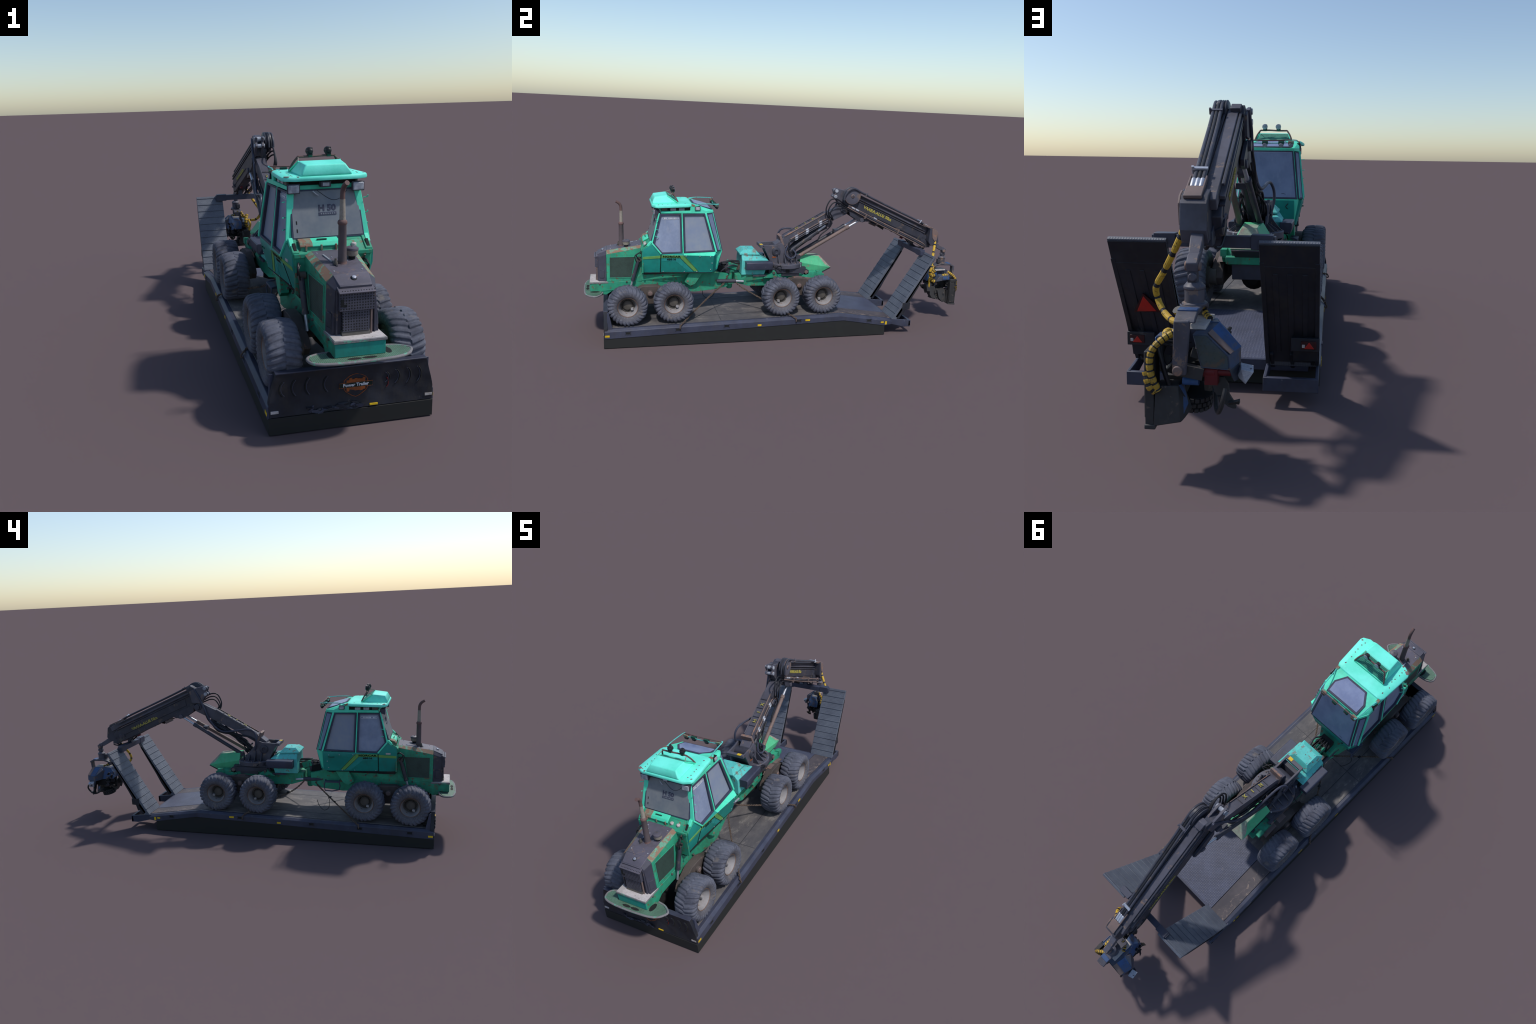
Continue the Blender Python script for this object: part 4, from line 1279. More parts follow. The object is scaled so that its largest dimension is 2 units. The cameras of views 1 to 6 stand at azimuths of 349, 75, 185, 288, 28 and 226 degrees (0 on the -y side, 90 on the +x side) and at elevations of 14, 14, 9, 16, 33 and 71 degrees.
for s in (-1, 1):
    x = HX + s * .078
    p.prism([(-.085, .318), (-.082, .302), (.07, .296), (.095, .288), (.112, .292), (.114, .31), (.100, .318), (.07, .32)], 'x', x - .007, x + .007, 'crane_dark')
    p.lathe((x + s * .007, .099, .303), (s, 0, 0), [(0, .009), (.004, .009), (.005, 0)], 'crane_rust', 14)
    p.prism([(-.125, .277), (-.03, .279), (-.055, .296), (-.07, .316), (-.08, .316), (-.09, .300)], 'x', x - .004, x + .012, 'green')
    p.lathe((x + s * .011, -.074, .303), (s, 0, 0), [(0, .0075), (.006, .007), (.007, 0)], 'hub', 10)
    p.box((min(x, x - s * .02), -.03, .282), (max(x, x - s * .02), .065, .298), 'crane_dark')
    p.hull([(HX + s * a, y, z) for a in (.05, .085) for y, z in ((.07, .262), (.17, .264), (.185, .280), (.17, .302), (.09, .300))], 'green')
    p.hull([(HX + s * a, y, z) for a in (.07, .090) for y, z in ((.152, .283), (.185, .283), (.185, .305), (.155, .308))], 'green')
    p.prism([(-.01, .262), (.16, .262), (.13, .272), (.05, .282), (.01, .275)], 'x', HX + s * .08, HX + s * .105, 'crane_rust')
    p.box((min(HX + s * .074, HX + s * .083), -.18, .284), (max(HX + s * .074, HX + s * .083), -.11, .292), 'nose')
p.box((HX - .074, -.095, .293), (HX + .074, .10, .325), 'crane_dark')
p.hull([(HX + a, y, z) for a in (-.05, .05) for y, z in ((-.14, .30), (-.06, .30), (-.13, .345), (-.07, .35))], 'crane_dark')
for k in range(22):
    q = (random.uniform(-.09, .09), random.uniform(-.11, -.05), random.uniform(.325, .335))
    p.tube([q, V(q) + V((random.uniform(-.03, .03), random.uniform(-.02, .03), random.uniform(.0, .015))), V(q) + V((random.uniform(-.04, .04), random.uniform(0, .05), 0))], .0025, 'black', 6, 4)
p.build('crane_bed', rframe, .0015)
p = Part()                                      # pointed rear cowl
p.hull([(HX + s * a, y, z) for s in (-1, 1) for a, y, z in ((.030, .075, .380), (.024, .188, .371), (.052, .075, .345), (.050, .243, .315), (.044, .082, .30), (.042, .165, .280), (.042, .186, .283))], 'green_bright')
p.hull([(HX + s * a, y, z) for s in (-1, 1) for a, y, z in ((.047, .245, .3145), (.040, .186, .281), (.040, .184, .274), (.047, .247, .310))], 'crane_dark')
p.build('rear_cowl', rframe, .002)
p = Part()
for s in (-1, 1):
    p.hull([(HX + s * a, y, z) for a in (-.0, .006) for y, z in ((.2485, .3125), (.243, .321), (.19, .374), (.188, .370))], 'rusty_paint') if False else None
p.hull([(HX + s * a, y, z) for s in (-1, 1) for a, y, z in ((.0235, .180, .3735), (.0505, .2405, .317), (.023, .189, .3725), (.0495, .2445, .3165), (.023, .12, .3775), (.0, .12, .378))], 'cowl_rust')
p.build('cowl_rust', rframe, 0)

# ---------------------------------------------------------------- crane
p = Part()
p.lathe((0, 0, .322), (0, 0, 1), [(0, .088), (.002, .096), (.022, .097), (.0245, .094), (.0245, 0)], 'crane', 48)
p.lathe((0, 0, .3), (0, 0, 1), [(0, .08), (.024, .08)], 'void', 32)
for sx, x in ((1, .041), (-1, -.041)):
    p.prism([(-.128, .436), (-.055, .438), (-.028, .447), (-.003, .416), (.047, .360), (.075, .3465), (-.082, .3465), (-.118, .420)], 'x', x - .004, x + .004, 'crane')
    p.lathe((x + sx * .003, -.057, .405), (sx, 0, 0), [(0, .022), (.006, .022), (.008, .019), (.008, .009), (.004, .008), (.004, 0)], 'crane_dark', 24)
    for k in range(4):                           # gussets
        y = -.045 + k * .032
        w_ = math.sqrt(max(.095 ** 2 - y * y, 0)) - .006
        h = .052 if k < 2 else .03
        p.prism([(sx * .044, .346), (sx * w_, .346), (sx * .044, .346 + h)], 'y', y - .0022, y + .0022, 'crane_dark')
p.beam((-.045, -.130, .430), (.045, -.130, .430), .018, .014, 'crane')
p.hull([(x, y, z) for x in (-.037, .037) for y, z in ((-.12, .42), (-.10, .42), (-.075, .347), (-.06, .347))], 'crane_dark')
p.box((.010, -.139, .4355), (.030, -.124, .4385), 'sticker')
p.box((.0455, -.076, .372), (.0468, -.056, .379), 'orange')
p.rod((-.04, -.057, .405), (.04, -.057, .405), .026, 'crane_dark', 24)
for k in range(14):
    a = TAU * k / 14
    p.lathe((.088 * math.cos(a), .088 * math.sin(a), .345), (0, 0, 1), [(0, .003), (.005, .003), (.006, 0)], 'crane_rust', 6)
for s in (-1, 1):
    for y in (-.082, .072):
        p.rod((s * .06, y, .30), (s * .06, y, .345), .004, 'lamp', 8)
base = p.build('crane_base', rig, .0015)

# inner boom
BX0, BX1 = -.014, .026
p = Part()
p.prism([(-.018, .474), (.209, .602), (.270, .630), (.308, .630), (.330, .612), (.316, .594), (.225, .551), (.122, .503), (.0, .436), (-.03, .444)], 'x', BX0, BX1, 'crane')
p.hull([(x, y, z) for x in (-.016, .036) for y, z in ((-.062, .439), (-.018, .472), (.0, .436), (-.035, .40), (-.07, .41))], 'crane')
p.prism([(-.042, .482), (-.032, .488), (-.012, .436), (-.022, .431)], 'x', -.019, .039, 'crane_rust')
for t in (.22, .42, .62, .82):                  # weld ribs on top
    y, z = lerp(-.018, .209, t), lerp(.477, .605, t)
    p.beam((BX0 + .001, y, z + .0005), (BX1 - .001, y, z + .0005), .0035, .0025, 'crane_dark')
inner = p.build('inner_boom', rig, .0035, seg=3)
p = Part()
for s, xx in ((1, BX1), (-1, BX0)):
    p.beam((xx, -.012, .4795), (xx, .205, .6015), .007, .0035, 'crane_rust' if s > 0 else 'crane', up=(s, 0, .4))
    for y, z in ((.30, .617),):
        p.lathe((xx, y, z), (s, 0, 0), [(0, .017), (.004, .017), (.006, .013), (.006, .006), (.003, .005)], 'crane_dark', 20)
p.build('boom_edge', inner, .001)
p = Part()                                      # flaked lettering on top of the boom
up = V((0, .227, .128)).normalized()
for k, t in enumerate((.32, .52, .70)):
    y, z = lerp(-.018, .209, t), lerp(.477, .605, t)
    p.text('MIX'[k], (.010, y, z + .0018), (0, up.y, up.z), (-1, 0, 0), .022, 'boom_ink', .0006, 1.0)
p.build('boom_lettering', inner, 0)

# rams under the inner boom
p = Part()
def ram(a, b, t, r, m, rr=None):
    a, b = V(a), V(b)
    p.rod(a, a.lerp(b, t), r, m, 16)
    p.rod(a.lerp(b, t - .03), a.lerp(b, t + .015), r * 1.18, m, 16)
    p.rod(a.lerp(b, t), b, rr or r * .62, 'chrome', 14)
    for q in (a, b):
        p.lathe(q + V((-.010, 0, 0)), (1, 0, 0), [(0, r * 1.35), (.020, r * 1.35)], 'crane_dark', 14)
ram((.044, .060, .376), (.026, .404, .570), .78, .0095, 'crane_rust')
ram((-.026, .070, .372), (-.018, .402, .568), .77, .0095, 'crane_dark')
ram((.010, .010, .385), (.010, .225, .543), .74, .013, 'crane_dark')
p.box((-.01, .26, .495), (.02, .285, .512), 'crane_dark')
p.build('boom_ram', inner, 0)

p = Part()                                      # hard lines and hoses along the inner boom
for k in range(3):
    x = .031 + .004 * (k % 2)
    o = .010 * k
    p.tube([(x, .02, .465 - o), (x, .12, .524 - o), (x, .19, .562 - o), (x + .004, .215, .575 - o)], .0032, 'crane' if k else 'crane_rust', 8, 5)
    for y in (.045, .10, .17):
        z = .465 - o + (y - .02) * .58
        p.rod((x, y, z), (x, y + .014, z + .008), .0042, 'lamp', 8)
for k in range(2):
    p.tube([(-.018, .235, .545 - .01 * k), (-.02, .17, .50 - .012 * k), (-.02, .10, .478 - .008 * k), (-.02, .03, .462), (-.022, -.005, .44), (-.025, .0, .40)], .0036, 'black', 8, 6)
p.tube([(-.020, .318, .715), (-.024, .290, .667), (-.024, .263, .606), (-.026, .242, .557), (-.032, .200, .509), (-.038, .158, .492), (-.042, .108, .496), (-.046, .036, .506), (-.052, -.004, .502), (-.060, -.022, .476), (-.060, -.022, .44), (-.050, -.010, .40)], .0050, 'trailer', 9, 6)
p.tube([(-.020, .25, .57), (-.028, .206, .502), (-.032, .16, .484), (-.034, .10, .478), (-.032, .05, .452), (-.030, .02, .405)], .0040, 'black', 8, 6)
p.tube([(-.02, .27, .63), (-.03, .25, .56), (-.026, .21, .51)], .0032, 'black', 8, 6)
for k in range(4):
    o = .007 * k
    p.tube([(-.010 + .004 * k, .225, .540 - o), (-.012, .17, .512 - o * 1.2), (-.014 + .006 * k, .125, .486 - o), (-.012, .075, .455 - o * 1.4), (-.010 + .008 * k, .035, .42 - o), (-.012 + .008 * k, .0, .37)], .0046, 'crane_dark' if k % 2 else 'black', 8, 6)
for k in range(7):                              # loose tangle behind the crane foot
    a = random.uniform(-.03, .03)
    p.tube([(a, .12 + random.uniform(-.03, .03), .475 + random.uniform(-.02, .02)), (a + random.uniform(-.02, .02), .07 + random.uniform(-.02, .02), .435 + random.uniform(-.01, .01)),
            (a + random.uniform(-.02, .02), .03 + random.uniform(-.02, .02), .395), (a, .02 + random.uniform(-.02, .02), .355)], .0028, 'black', 7, 5)
# right-hand hose loops at the crane foot
p.tube([(.045, .02, .45), (.050, .0, .43), (.055, -.01, .395), (.060, .012, .373), (.062, .035, .378), (.055, .045, .396), (.048, .03, .415)], .0042, 'trailer', 9, 6)
p.tube([(.04, .04, .47), (.05, .01, .455), (.055, .008, .41), (.056, .03, .385), (.045, .05, .39)], .0038, 'black', 9, 6)
# elbow loops
for k in range(3):
    x = .040 + .006 * k
    d = .010 * k
    p.tube([(x - .002, .232 + d * .3, .568), (x + .006, .205 + d, .59), (x + .012, .195 + d, .63 - d), (x + .012, .215 + d, .672 - 1.6 * d), (x + .008, .25 + d * .6, .676 - 1.6 * d), (x, .288, .655 - d), (x - .004, .33, .628 - d * .5), (x - .004, .40, .600 - d * .4)], .0034, 'black', 9, 7)
p.tube([(.040, .215, .585), (.052, .222, .572), (.05, .228, .545), (.042, .215, .52), (.04, .18, .49), (.04, .165, .462)], .0034, 'black', 8, 6)
p.lathe((.036, .226, .570), (1, 0, 0), [(0, .009), (.010, .009), (.012, 0)], 'crane_rust', 10)
p.hull([(.04 + random.uniform(-.008, .01), .226 + random.uniform(-.014, .014), .548 + random.uniform(-.022, .02)) for _ in range(12)], 'crane_dark')
p.build('hydraulic_hose', inner, 0)

# outer boom, in its own frame: s along, t down, x across
SO = V((0, .337, .722))
SD = V((0, .919, -.394))
ST = V((0, -.394, -.919))


def ob(s, t, x):
    q = SO + SD * s + ST * t
    return (x + .012 - .058 * s, q.y, q.z)


def ob_box(p, s0, s1, t0, t1, x0, x1, m):
    p.hull([ob(s, t, x) for s in (s0, s1) for t in (t0, t1) for x in (x0, x1)], m)


def ob_prism(p, poly, x0, x1, m):
    p.loft([[ob(s, t, x0) for s, t in poly], [ob(s, t, x1) for s, t in poly]], m)


p = Part()
ob_prism(p, [(-.012, .078), (-.02, .045), (.0, .034), (.50, .034), (.535, .050), (.53, .098), (.49, .106), (.16, .104), (.10, .108), (.03, .110), (.0, .106)], -.016, .027, 'crane_dark')
ob_prism(p, [(.0, .006), (.03, .005), (.52, .005), (.54, .008), (.54, .032), (.0, .036)], -.010, .020, 'crane')
ob_prism(p, [(.06, .040), (.49, .040), (.51, .060), (.50, .078), (.07, .079)], -.0185, .0295, 'crane_dark')
outer = p.build('outer_boom', rig, .002)
p = Part()                                      # slide rails and stiffeners
for x0, x1 in ((-.022, -.010), (.020, .033)):
    ob_box(p, .02, .50, .020, .028, x0, x1, 'crane')
    ob_box(p, .02, .51, .034, .039, x0, x1, 'crane_dark')
    ob_box(p, .03, .47, .006, .012, x0 + .003, x1 - .003, 'crane_dark')
for k in range(3):
    p.tube([ob(.01, .078 + .006 * k, .040), ob(.12, .082 + .007 * k, .0455 + .003 * (k % 2)), ob(.28, .086 + .008 * k, .055 + .003 * (k % 2)), ob(.44, .088 + .009 * k, .064), ob(.505, .092 + .009 * k, .066), ob(.54, .104, .045)], .0034, 'crane_rust' if k % 2 == 0 else 'crane_dark', 8, 6)
for s in (.12, .33):
    ob_box(p, s, s + .007, .078, .106, .026, .046 + .058 * s, 'crane_rust')
for s in (.055, .17, .03):
    p.rod(ob(s, .0815, .041 + .04 * s), ob(s + .02, .0825, .042 + .04 * s), .0048, 'lamp', 8)
ob_prism(p, [(.27, .10), (.45, .10), (.47, .112), (.38, .109)], -.010, .020, 'crane_dark')
p.build('boom_rail', outer, .0008)
p = Part()                                      # lug plates for the rams, ragged belly fittings
for x0, x1 in ((-.030, -.020), (.028, .036)):
    ob_prism(p, [(.02, .09), (.155, .088), (.155, .106), (.128, .128), (.105, .131), (.045, .122)], x0, x1, 'crane_dark')
p.rod(ob(.118, .118, -.036), ob(.118, .118, .042), .011, 'crane', 16)
ob_box(p, .185, .225, .092, .120, -.012, .004, 'crane_rust')
for k in range(16):
    s = .13 + .022 * k + random.uniform(-.006, .006)
    p.hull([ob(s + random.uniform(-.018, .018), .100 + random.uniform(-.01, .009 if k > 6 else .018), random.uniform(-.018, .030 + .05 * s)) for _ in range(9)], random.choice(('crane_dark', 'void', 'crane')))
for k in range(7):
    p.hull([ob(.49 + random.uniform(-.02, .05), .085 + random.uniform(-.028, .024), random.uniform(-.024, .036)) for _ in range(9)], random.choice(('crane_dark', 'crane', 'hub')))
p.tube([ob(.41, .10, .03), ob(.45, .116, .032), ob(.50, .124, .03), ob(.545, .118, .02), ob(.56, .10, .01)], .0042, 'black', 8, 6)
p.tube([ob(.42, .10, -.01), ob(.47, .122, -.012), ob(.53, .122, -.01), ob(.57, .10, -.005)], .0036, 'black', 8, 6)
ob_box(p, .395, .412, .104, .118, -.008, .002, 'red_dark')
p.build('boom_lug', outer, .001)
p = Part()                                      # danger-zone lettering both sides
p.text('VAARA-ALUE 50m', ob(.19, .053, .0302), SD + V((-.058, 0, 0)), -ST, .022, 'boom_ink', .0006, 1.05)
p.text('VAARA-ALUE 50m', ob(.335, .068, -.0194), V((.058, 0, 0)) - SD, -ST, .021, 'boom_ink', .0006, 1.0)
p.build('boom_lettering', outer, 0)
p = Part()                                      # telescope head with rusty cap
ob_prism(p, [(.510, .0), (.545, -.003), (.563, .004), (.590, .048), (.585, .078), (.56, .086), (.535, .07), (.52, .03)], .004, .060, 'crane_dark')
ob_prism(p, [(.520, -.002), (.545, -.004), (.566, .004), (.578, .046), (.566, .054), (.545, .042), (.530, .018)], .058, .063, 'crane_rust')
ob_prism(p, [(.556, .0), (.566, .004), (.594, .048), (.590, .080), (.582, .078), (.584, .05)], .005, .059, 'crane')
ob_box(p, .46, .55, -.007, .003, .016, .020, 'crane_rust')
ob_box(p, .46, .55, -.007, .003, .049, .053, 'crane_rust')
ob_box(p, .51, .555, -.0075, .0, .016, .053, 'crane_rust')
for k in range(3):
    p.rod(ob(.475, -.004, .0245 + .0092 * k), ob(.508, -.001, .0245 + .0092 * k), .0060, 'chrome', 8)
ob_prism(p, [(.50, .07), (.56, .07), (.575, .095), (.545, .108), (.505, .104)], .0, .034, 'crane_dark')
p.build('boom_head', outer, .0015)
p = Part()                                      # hose bundle over the top, clamps
for k in range(3):
    x, xe = .034 + .0098 * k, .024 + .0092 * k
    p.tube([ob(-.030, .065, x), ob(-.036, .04, x), ob(-.028, .010, x), ob(-.002, -.010, x), ob(.05, -.008, x), ob(.16, -.006, lerp(x, xe, .35)), ob(.30, -.006, lerp(x, xe, .7)), ob(.43, -.006, xe), ob(.505, -.001, xe)], .0050, 'black' if k % 2 else 'crane_dark', 10, 6)
for s in (.062, .432):
    o = -.010 if s > .3 else 0
    ob_box(p, s, s + .010, -.014, -.0095, .028 + o, .062 + o, 'chrome' if s > .3 else 'crane')
    p.rod(ob(s + .004, .0, .061 + o), ob(s + .008, -.018, .060 + o), .0032, 'chrome' if s > .3 else 'crane', 8)
p.build('hose_bundle', outer, 0)
p = Part()                                      # grooved hose sheave
c = (.0305, .331, .6945)
p.lathe(c, (1, 0, 0), [(0, .040), (.003, .0445), (.006, .0445), (.008, .041), (.011, .0445), (.013, .041), (.016, .0445), (.018, .041), (.021, .0445), (.025, .0445), (.030, .043), (.031, .041), (.031, .010), (.034, .009), (.036, .006), (.036, 0)], 'crane', 48,
        mats=['crane_dark'] * 10 + ['crane_rust', 'crane', 'crane_rust', 'crane_rust', 'crane_dark', 'crane_dark'])
p.build('hose_sheave', outer, 0)
p = Part()                                      # elbow clevis
for x0, x1 in ((-.020, -.010), (.008, .018)):
    p.prism([(.262, .726), (.243, .720), (.250, .700), (.238, .684), (.262, .668), (.285, .635), (.335, .640), (.345, .70), (.31, .715)], 'x', x0, x1, 'crane')
p.rod((-.024, .258, .714), (.022, .258, .714), .009, 'lamp', 14)
p.rod((-.024, .254, .685), (.022, .254, .685), .009, 'lamp', 14)
p.hull([(x, y, z) for x in (-.014, .016) for y, z in ((.275, .70), (.34, .725), (.36, .70), (.33, .63), (.28, .64))], 'crane_dark')
p.rod((-.028, .306, .617), (.038, .306, .617), .015, 'crane_dark', 20)
p.hull([(x, y, z) for x in (-.006, .022) for y, z in ((.325, .72), (.345, .728), (.37, .714), (.36, .70))], 'crane')
p.build('boom_elbow', outer, .0015)

# ---------------------------------------------------------------- harvester head
p = Part()
p.beam((.004, .845, .432), (-.002, .905, .398), .026, .026, 'crane', w2=.022, h2=.022)
p.hull([(x, y, z) for x in (-.014, .008) for y, z in ((.895, .412), (.905, .390), (.930, .375), (.936, .392), (.92, .405))], 'crane')
p.rod((-.018, .922, .385), (.012, .922, .385), .009, 'crane_rust', 12)
p.hull([(x, y, z) for x in (-.012, .006) for y in (.912, .930) for z in (.352, .386)], 'crane_dark')
p.rod((-.004, .908, .366), (-.004, .936, .366), .008, 'crane', 12)
link = p.build('swing_link', rig, .002)
p = Part().lathe((-.005, .920, .312), (0, 0, 1), [(0, .024), (.004, .024), (.005, .0185), (.030, .0185), (.031, .0205), (.036, .0205), (.037, .019), (.043, .014), (.044, 0)], 'crane', 24)
p.hull([(x, y, z) for x in (-.004, .014) for y in (.888, .905) for z in (.318, .34)], 'crane_dark')
p.build('rotator', link, .001)
p = Part()                                      # yoke
p.prism([(.866, .300), (.880, .308), (.90, .314), (.94, .314), (.968, .312), (.988, .303), (.994, .296), (.986, .294), (.965, .303), (.905, .305), (.88, .298), (.872, .292)], 'x', -.022, .016, 'crane')
p.box((-.0215, .952, .3095), (.0155, .970, .3145), 'blue')
p.hull([(x, y, z) for x, y, z in ((-.014, .985, .303), (.016, .985, .303), (-.012, .995, .298), (.016, .995, .298), (-.004, .981, .198), (.021, .981, .198), (-.004, .991, .198), (.021, .991, .198))], 'crane')
p.hull([(x, y, z) for x, y, z in ((-.020, .862, .303), (.010, .862, .303), (-.020, .872, .298), (.010, .872, .298), (.004, .872, .188), (.028, .872, .188), (.004, .884, .188), (.028, .884, .188))], 'crane')
p.rod((.010, .975, .207), (.010, .997, .207), .0095, 'crane_rust', 16)
p.rod((.015, .865, .200), (.015, .895, .200), .010, 'crane_rust', 16)
yoke = p.build('head_yoke', rig, .002)
p = Part()                                      # blue cover, flat front, sloping nose
p.hull([(-.012, .968, .268), (-.038, .968, .270), (-.080, .976, .234), (-.082, .977, .206), (-.028, .975, .208), (-.020, .905, .276), (-.050, .905, .276), (-.094, .925, .234), (-.094, .925, .206), (-.02, .88, .21), (-.058, .89, .262), (-.07, .9, .21)], 'blue_grey')
p.hull([(-.015, .91, .277), (-.05, .91, .277), (.0, .85, .270), (-.035, .85, .268), (.01, .835, .250), (-.045, .838, .248), (.01, .835, .215), (-.045, .838, .210), (-.06, .90, .21), (.0, .90, .21)], 'blue')
p.hull([(-.0395, .966, .2715), (-.050, .908, .2775), (-.083, .976, .2355), (-.0955, .925, .2355), (-.04, .95, .26), (-.08, .95, .23)], 'blue')
p.hull([(-.0395, .9675, .2725), (-.043, .948, .2745), (-.0835, .9775, .2362), (-.087, .958, .2362), (-.05, .96, .25)], 'crane_rust')
for a, b in ((.958, .266), (.949, .2665)):
    p.lathe((-.046 - (a - .95) * .0, a, b), (-.6, .1, .8), [(0, .0042), (.002, .0042)], 'void', 12)
p.hull([(x, y, z) for x in (-.032, .004) for y, z in ((.86, .268), (.95, .272), (.86, .279), (.945, .279))], 'white')
p.hull([(-.095, .92, .205), (-.08, .972, .205), (-.105, .925, .18), (-.088, .968, .182), (-.07, .95, .2)], 'crane_dark')
p.hull([(-.094, .930, .206), (-.118, .925, .200), (-.122, .955, .197), (-.100, .962, .204), (-.104, .93, .176), (-.107, .958, .174), (-.09, .95, .186)], 'lamp')
p.lathe((-.112, .944, .192), (-.8, .15, -.2), [(0, .010), (.003, .009), (.0035, 0)], 'crane', 14)
p.hull([(-.014, .9705, .266), (-.037, .9705, .268), (-.078, .9785, .232), (-.080, .9792, .209), (-.030, .9772, .211), (-.03, .96, .23)], 'olive')
head = p.build('head_cover', yoke, .002)
p = Part()
for k in range(40):                             # valves, fittings and hose ends packed behind the cover
    q = V((random.uniform(-.062, .03), random.uniform(.842, .885), random.uniform(.165, .245)))
    w_ = random.uniform(.006, .015)
    p.hull([q + V((random.uniform(-w_, w_), random.uniform(-w_, w_), random.uniform(-w_, w_))) for _ in range(9)], random.choice(('iron', 'void', 'crane_dark', 'black')))
for k in range(9):
    q = V((random.uniform(-.055, .02), random.uniform(.845, .875), random.uniform(.2, .25)))
    p.tube([q, q + V((random.uniform(-.012, .02), random.uniform(-.018, -.006), random.uniform(.004, .016))), q + V((random.uniform(-.015, .03), random.uniform(-.004, .02), random.uniform(-.03, -.01)))], .0036, 'black', 7, 5)
p.build('valve_clutter', yoke, .0006, stuff=True)
p = Part()                                      # tilt frame, measuring roller, red motor
p.beam((.018, .975, .206), (-.032, .972, .196), .014, .022, 'iron')
p.beam((.015, .88, .20), (-.05, .885, .195), .016, .024, 'iron')
p.hull([(x, y, z) for x in (-.055, .012) for y, z in ((.86, .17), (.955, .175), (.86, .215), (.955, .21))], 'void')
p.lathe((-.030, .962, .198), (-1, 0, 0), [(0, .011), (.022, .011), (.023, .0075), (.052, .0075)], 'red_dark', 16)
p.hull([(x, y, z) for x in (-.034, -.058) for y in (.950, .972) for z in (.175, .205)], 'red_dark')
p.lathe((.008, .962, .178), (-1, 0, 0), [(0, .008), (.03, .008)], 'blue', 12)
for _ in range(26):
    q = V((random.uniform(-.05, .05), random.uniform(.855, .965), random.uniform(.15, .235)))
    p.hull([q + V((random.uniform(-.014, .014), random.uniform(-.012, .012), random.uniform(-.014, .014))) for _ in range(8)], random.choice(('iron', 'void', 'hub', 'iron')))
p.build('head_frame', yoke, .001)
p = Part()                                      # chain-shod feed roller
fc = V((.003, .900, .108))
ax = V((-.12, .15, 1)).normalized()
p.lathe(fc, ax, [(0, .028), (.002, .034), (.032, .034), (.034, .028)], 'void', 30)
e = ax.orthogonal().normalized()
g = ax.cross(e)
for r_ in range(3):
    for k in range(22):
        a = TAU * (k + .5 * (r_ % 2)) / 22
        o = e * math.cos(a) + g * math.sin(a)
        tg = ax.cross(o)
        q = fc + ax * (.006 + r_ * .0105) + o * .034
        p.hull([q + tg * i * .0038 + ax * j * .0040 + o * l for i in (-1, 1) for j in (-1, 1) for l in (-.001, .003)], 'iron')
p.build('feed_roller', yoke, 0)
p = Part()                                      # saw box: pierced side plate and housing
holes = [(.118, .135), (.142, .158), (.172, .186), (.200, .216)]
zs = [.088] + [q for h in holes for q in h] + [.231]
for i in range(0, len(zs), 2):
    p.hull([(x, y, z) for x in (.063, .080) for y, z in ((.945 + (.2 - zs[i]) * .02, zs[i]), (.984, zs[i]), (.945, zs[i + 1]), (.980, zs[i + 1]))], 'iron')
for y0, y1 in ((.944, .950), (.976, .985)):
    p.hull([(x, y, z) for x in (.063, .080) for y in (y0, y1) for z in (.09, .231)], 'iron')
p.box((.062, .945, .092), (.068, .975, .225), 'void')
p.hull([(.061, .982, .165), (.020, .980, .167), (.012, .986, .100), (.064, .988, .090), (.061, .945, .165), (.022, .94, .165), (.004, .935, .105), (.064, .94, .088), (.0, .95, .115)], 'iron')
p.hull([(.022, .98, .166), (.013, .986, .10), (.004, .96, .125), (.015, .95, .165)], 'blue')
p.hull([(x, y, z) for x in (.060, .081) for y, z in ((.944, .088), (.989, .084), (.988, .093), (.944, .094))], 'iron')
p.beam((.083, .956, .215), (.082, .962, .10), .004, .028, 'iron', up=(0, 1, 0))
p.hull([(.066, .863, .216), (.066, .943, .224), (.066, .945, .250), (.066, .885, .247), (.03, .87, .22), (.03, .94, .25), (.03, .89, .25)], 'blue_grey')
p.hull([(x, y, z) for x in (.068, .072) for y, z in ((.90, .228), (.942, .228), (.942, .245), (.905, .245))], 'blue')
p.v = [q + V((-.006, 0, .007)) for q in p.v]
p.build('saw_box', yoke, .002)
p = Part()                                      # lower jaws and curved limbing knives
p.prism([(.842, .192), (.872, .190), (.880, .168), (.896, .176), (.884, .150), (.882, .122), (.862, .124), (.846, .146)], 'x', .000, .040, 'iron')
p.prism([(.885, .17), (.93, .175), (.945, .105), (.925, .100), (.90, .125)], 'x', .01, .05, 'iron')
p.loft([[(x + s * .014 * w_, .952 + s * .0 + o, z) for s, o in ((-1, -.003), (1, -.003), (1, .003), (-1, .003))] for x, z, w_ in ((-.052, .185, 1), (-.060, .170, 1.1), (-.064, .152, .9), (-.074, .138, .8), (-.082, .128, .55), (-.086, .125, .2))], 'iron')
p.loft([[(x, .955 + s * .006 * w_ + o, z + s * .004) for s, o in ((-1, -.006), (1, -.006), (1, .006), (-1, .006))] for x, z, w_ in ((-.076, .136, 1), (-.088, .138, .9), (-.096, .139, .2))], 'iron')
p.tube([(-.075, .985, .175), (-.072, .991, .158), (-.066, .984, .138), (-.058, .966, .121), (-.05, .945, .124), (-.045, .92, .14)], .0045, 'iron', 8, 5)
p.tube([(-.060, .955, .150), (-.062, .952, .132), (-.060, .95, .121)], .006, 'iron', 8, 4, taper=.003)
p.tube([(.012, .840, .19), (.014, .828, .20), (.016, .822, .180), (.018, .832, .15)], .006, 'iron', 8, 5)
p.hull([(x, y, z) for x in (.02, .05) for y, z in ((.815, .205), (.845, .21), (.845, .165), (.822, .168))], 'iron')
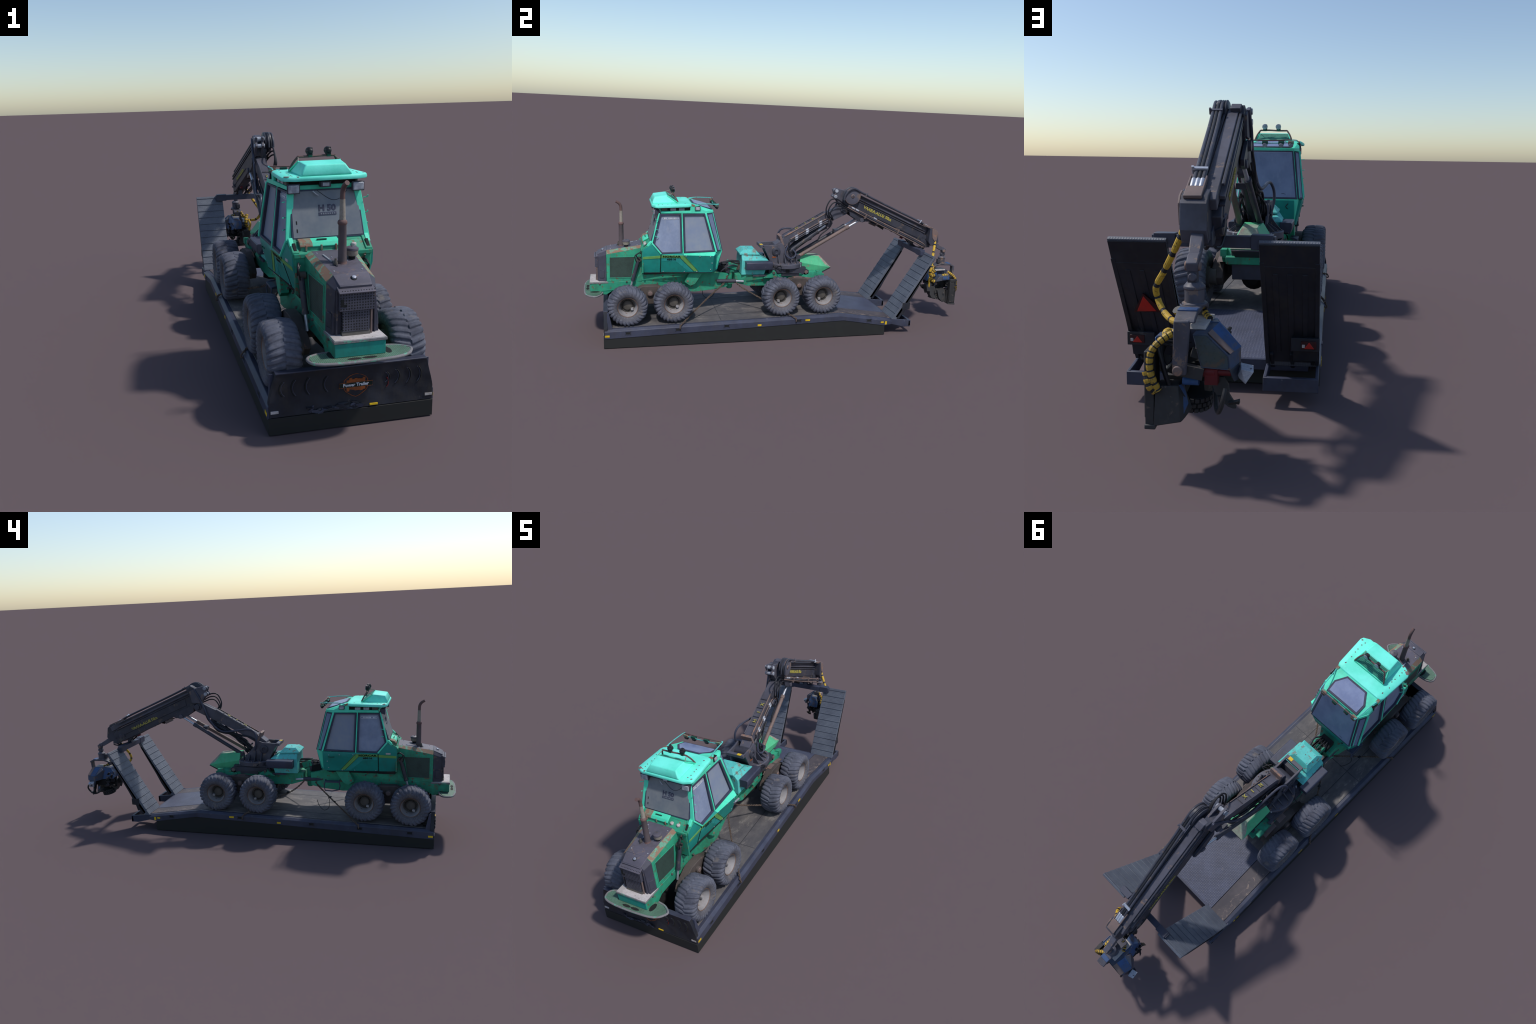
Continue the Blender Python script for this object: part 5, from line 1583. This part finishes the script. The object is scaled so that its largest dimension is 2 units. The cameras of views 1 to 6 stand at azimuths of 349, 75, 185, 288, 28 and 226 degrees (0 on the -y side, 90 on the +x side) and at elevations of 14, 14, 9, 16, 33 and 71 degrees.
p.build('limbing_knife', yoke, .001)
p = Part()                                      # yellow wrapped hoses from boom to head
st = ('yellow', 4, 3)
p.tube([(.028, .848, .455), (.042, .840, .425), (.062, .826, .388), (.083, .812, .352), (.103, .801, .318), (.102, .795, .290), (.084, .812, .266), (.06, .842, .258), (.045, .858, .258)], .0060, 'black', 10, 9, stripes=('yellow', 9, 7))
p.tube([(.045, .860, .285), (.038, .85, .268), (.036, .842, .248), (.04, .85, .228), (.045, .866, .220)], .0082, 'black', 10, 7, stripes=('yellow', 4, 3))
p.tube([(.05, .838, .26), (.056, .824, .24), (.05, .828, .215), (.045, .832, .19)], .0055, 'yellow', 8, 6)
p.tube([(.036, .878, .226), (.040, .89, .238), (.044, .905, .249), (.046, .922, .257), (.046, .935, .255), (.04, .938, .245)], .0072, 'black', 10, 7, stripes=('yellow', 4, 3))
p.tube([(.022, .955, .268), (.035, .963, .262), (.047, .972, .254), (.058, .980, .242), (.063, .985, .226), (.062, .988, .205), (.056, .989, .185), (.048, .987, .166)], .0060, 'black', 9, 7, stripes=('yellow', 4, 3))
p.tube([(.070, .982, .200), (.066, .986, .185), (.060, .988, .172), (.052, .986, .165)], .0075, 'black', 9, 6, stripes=('yellow', 5, 3))
for k in range(5):
    y = .94 + .008 * k
    p.tube([(.02, y - .02, .262 - .006 * k), (.04 + .002 * k, y, .248), (.052 - .003 * k, y + .008, .215), (.045 - .004 * k, y + .004, .17)], .0036, 'black', 8, 6)
p.tube([(.0, .87, .305), (-.012, .875, .290), (-.022, .885, .281), (-.03, .90, .28)], .0060, 'black', 8, 6, stripes=('yellow', 4, 2))
p.tube([(.014, .865, .302), (.02, .86, .29), (.03, .862, .275)], .0055, 'black', 8, 6, stripes=('yellow', 4, 3))
p.build('wrapped_hose', yoke, 0)

# the cab sits slightly askew on its frame
for o in [cab] + list(cab.children_recursive):
    o.data.transform(Matrix(((1, -.022, 0, -.022 * .51), (0, 1, 0, 0), (0, 0, 1, 0), (0, 0, 0, 1))))
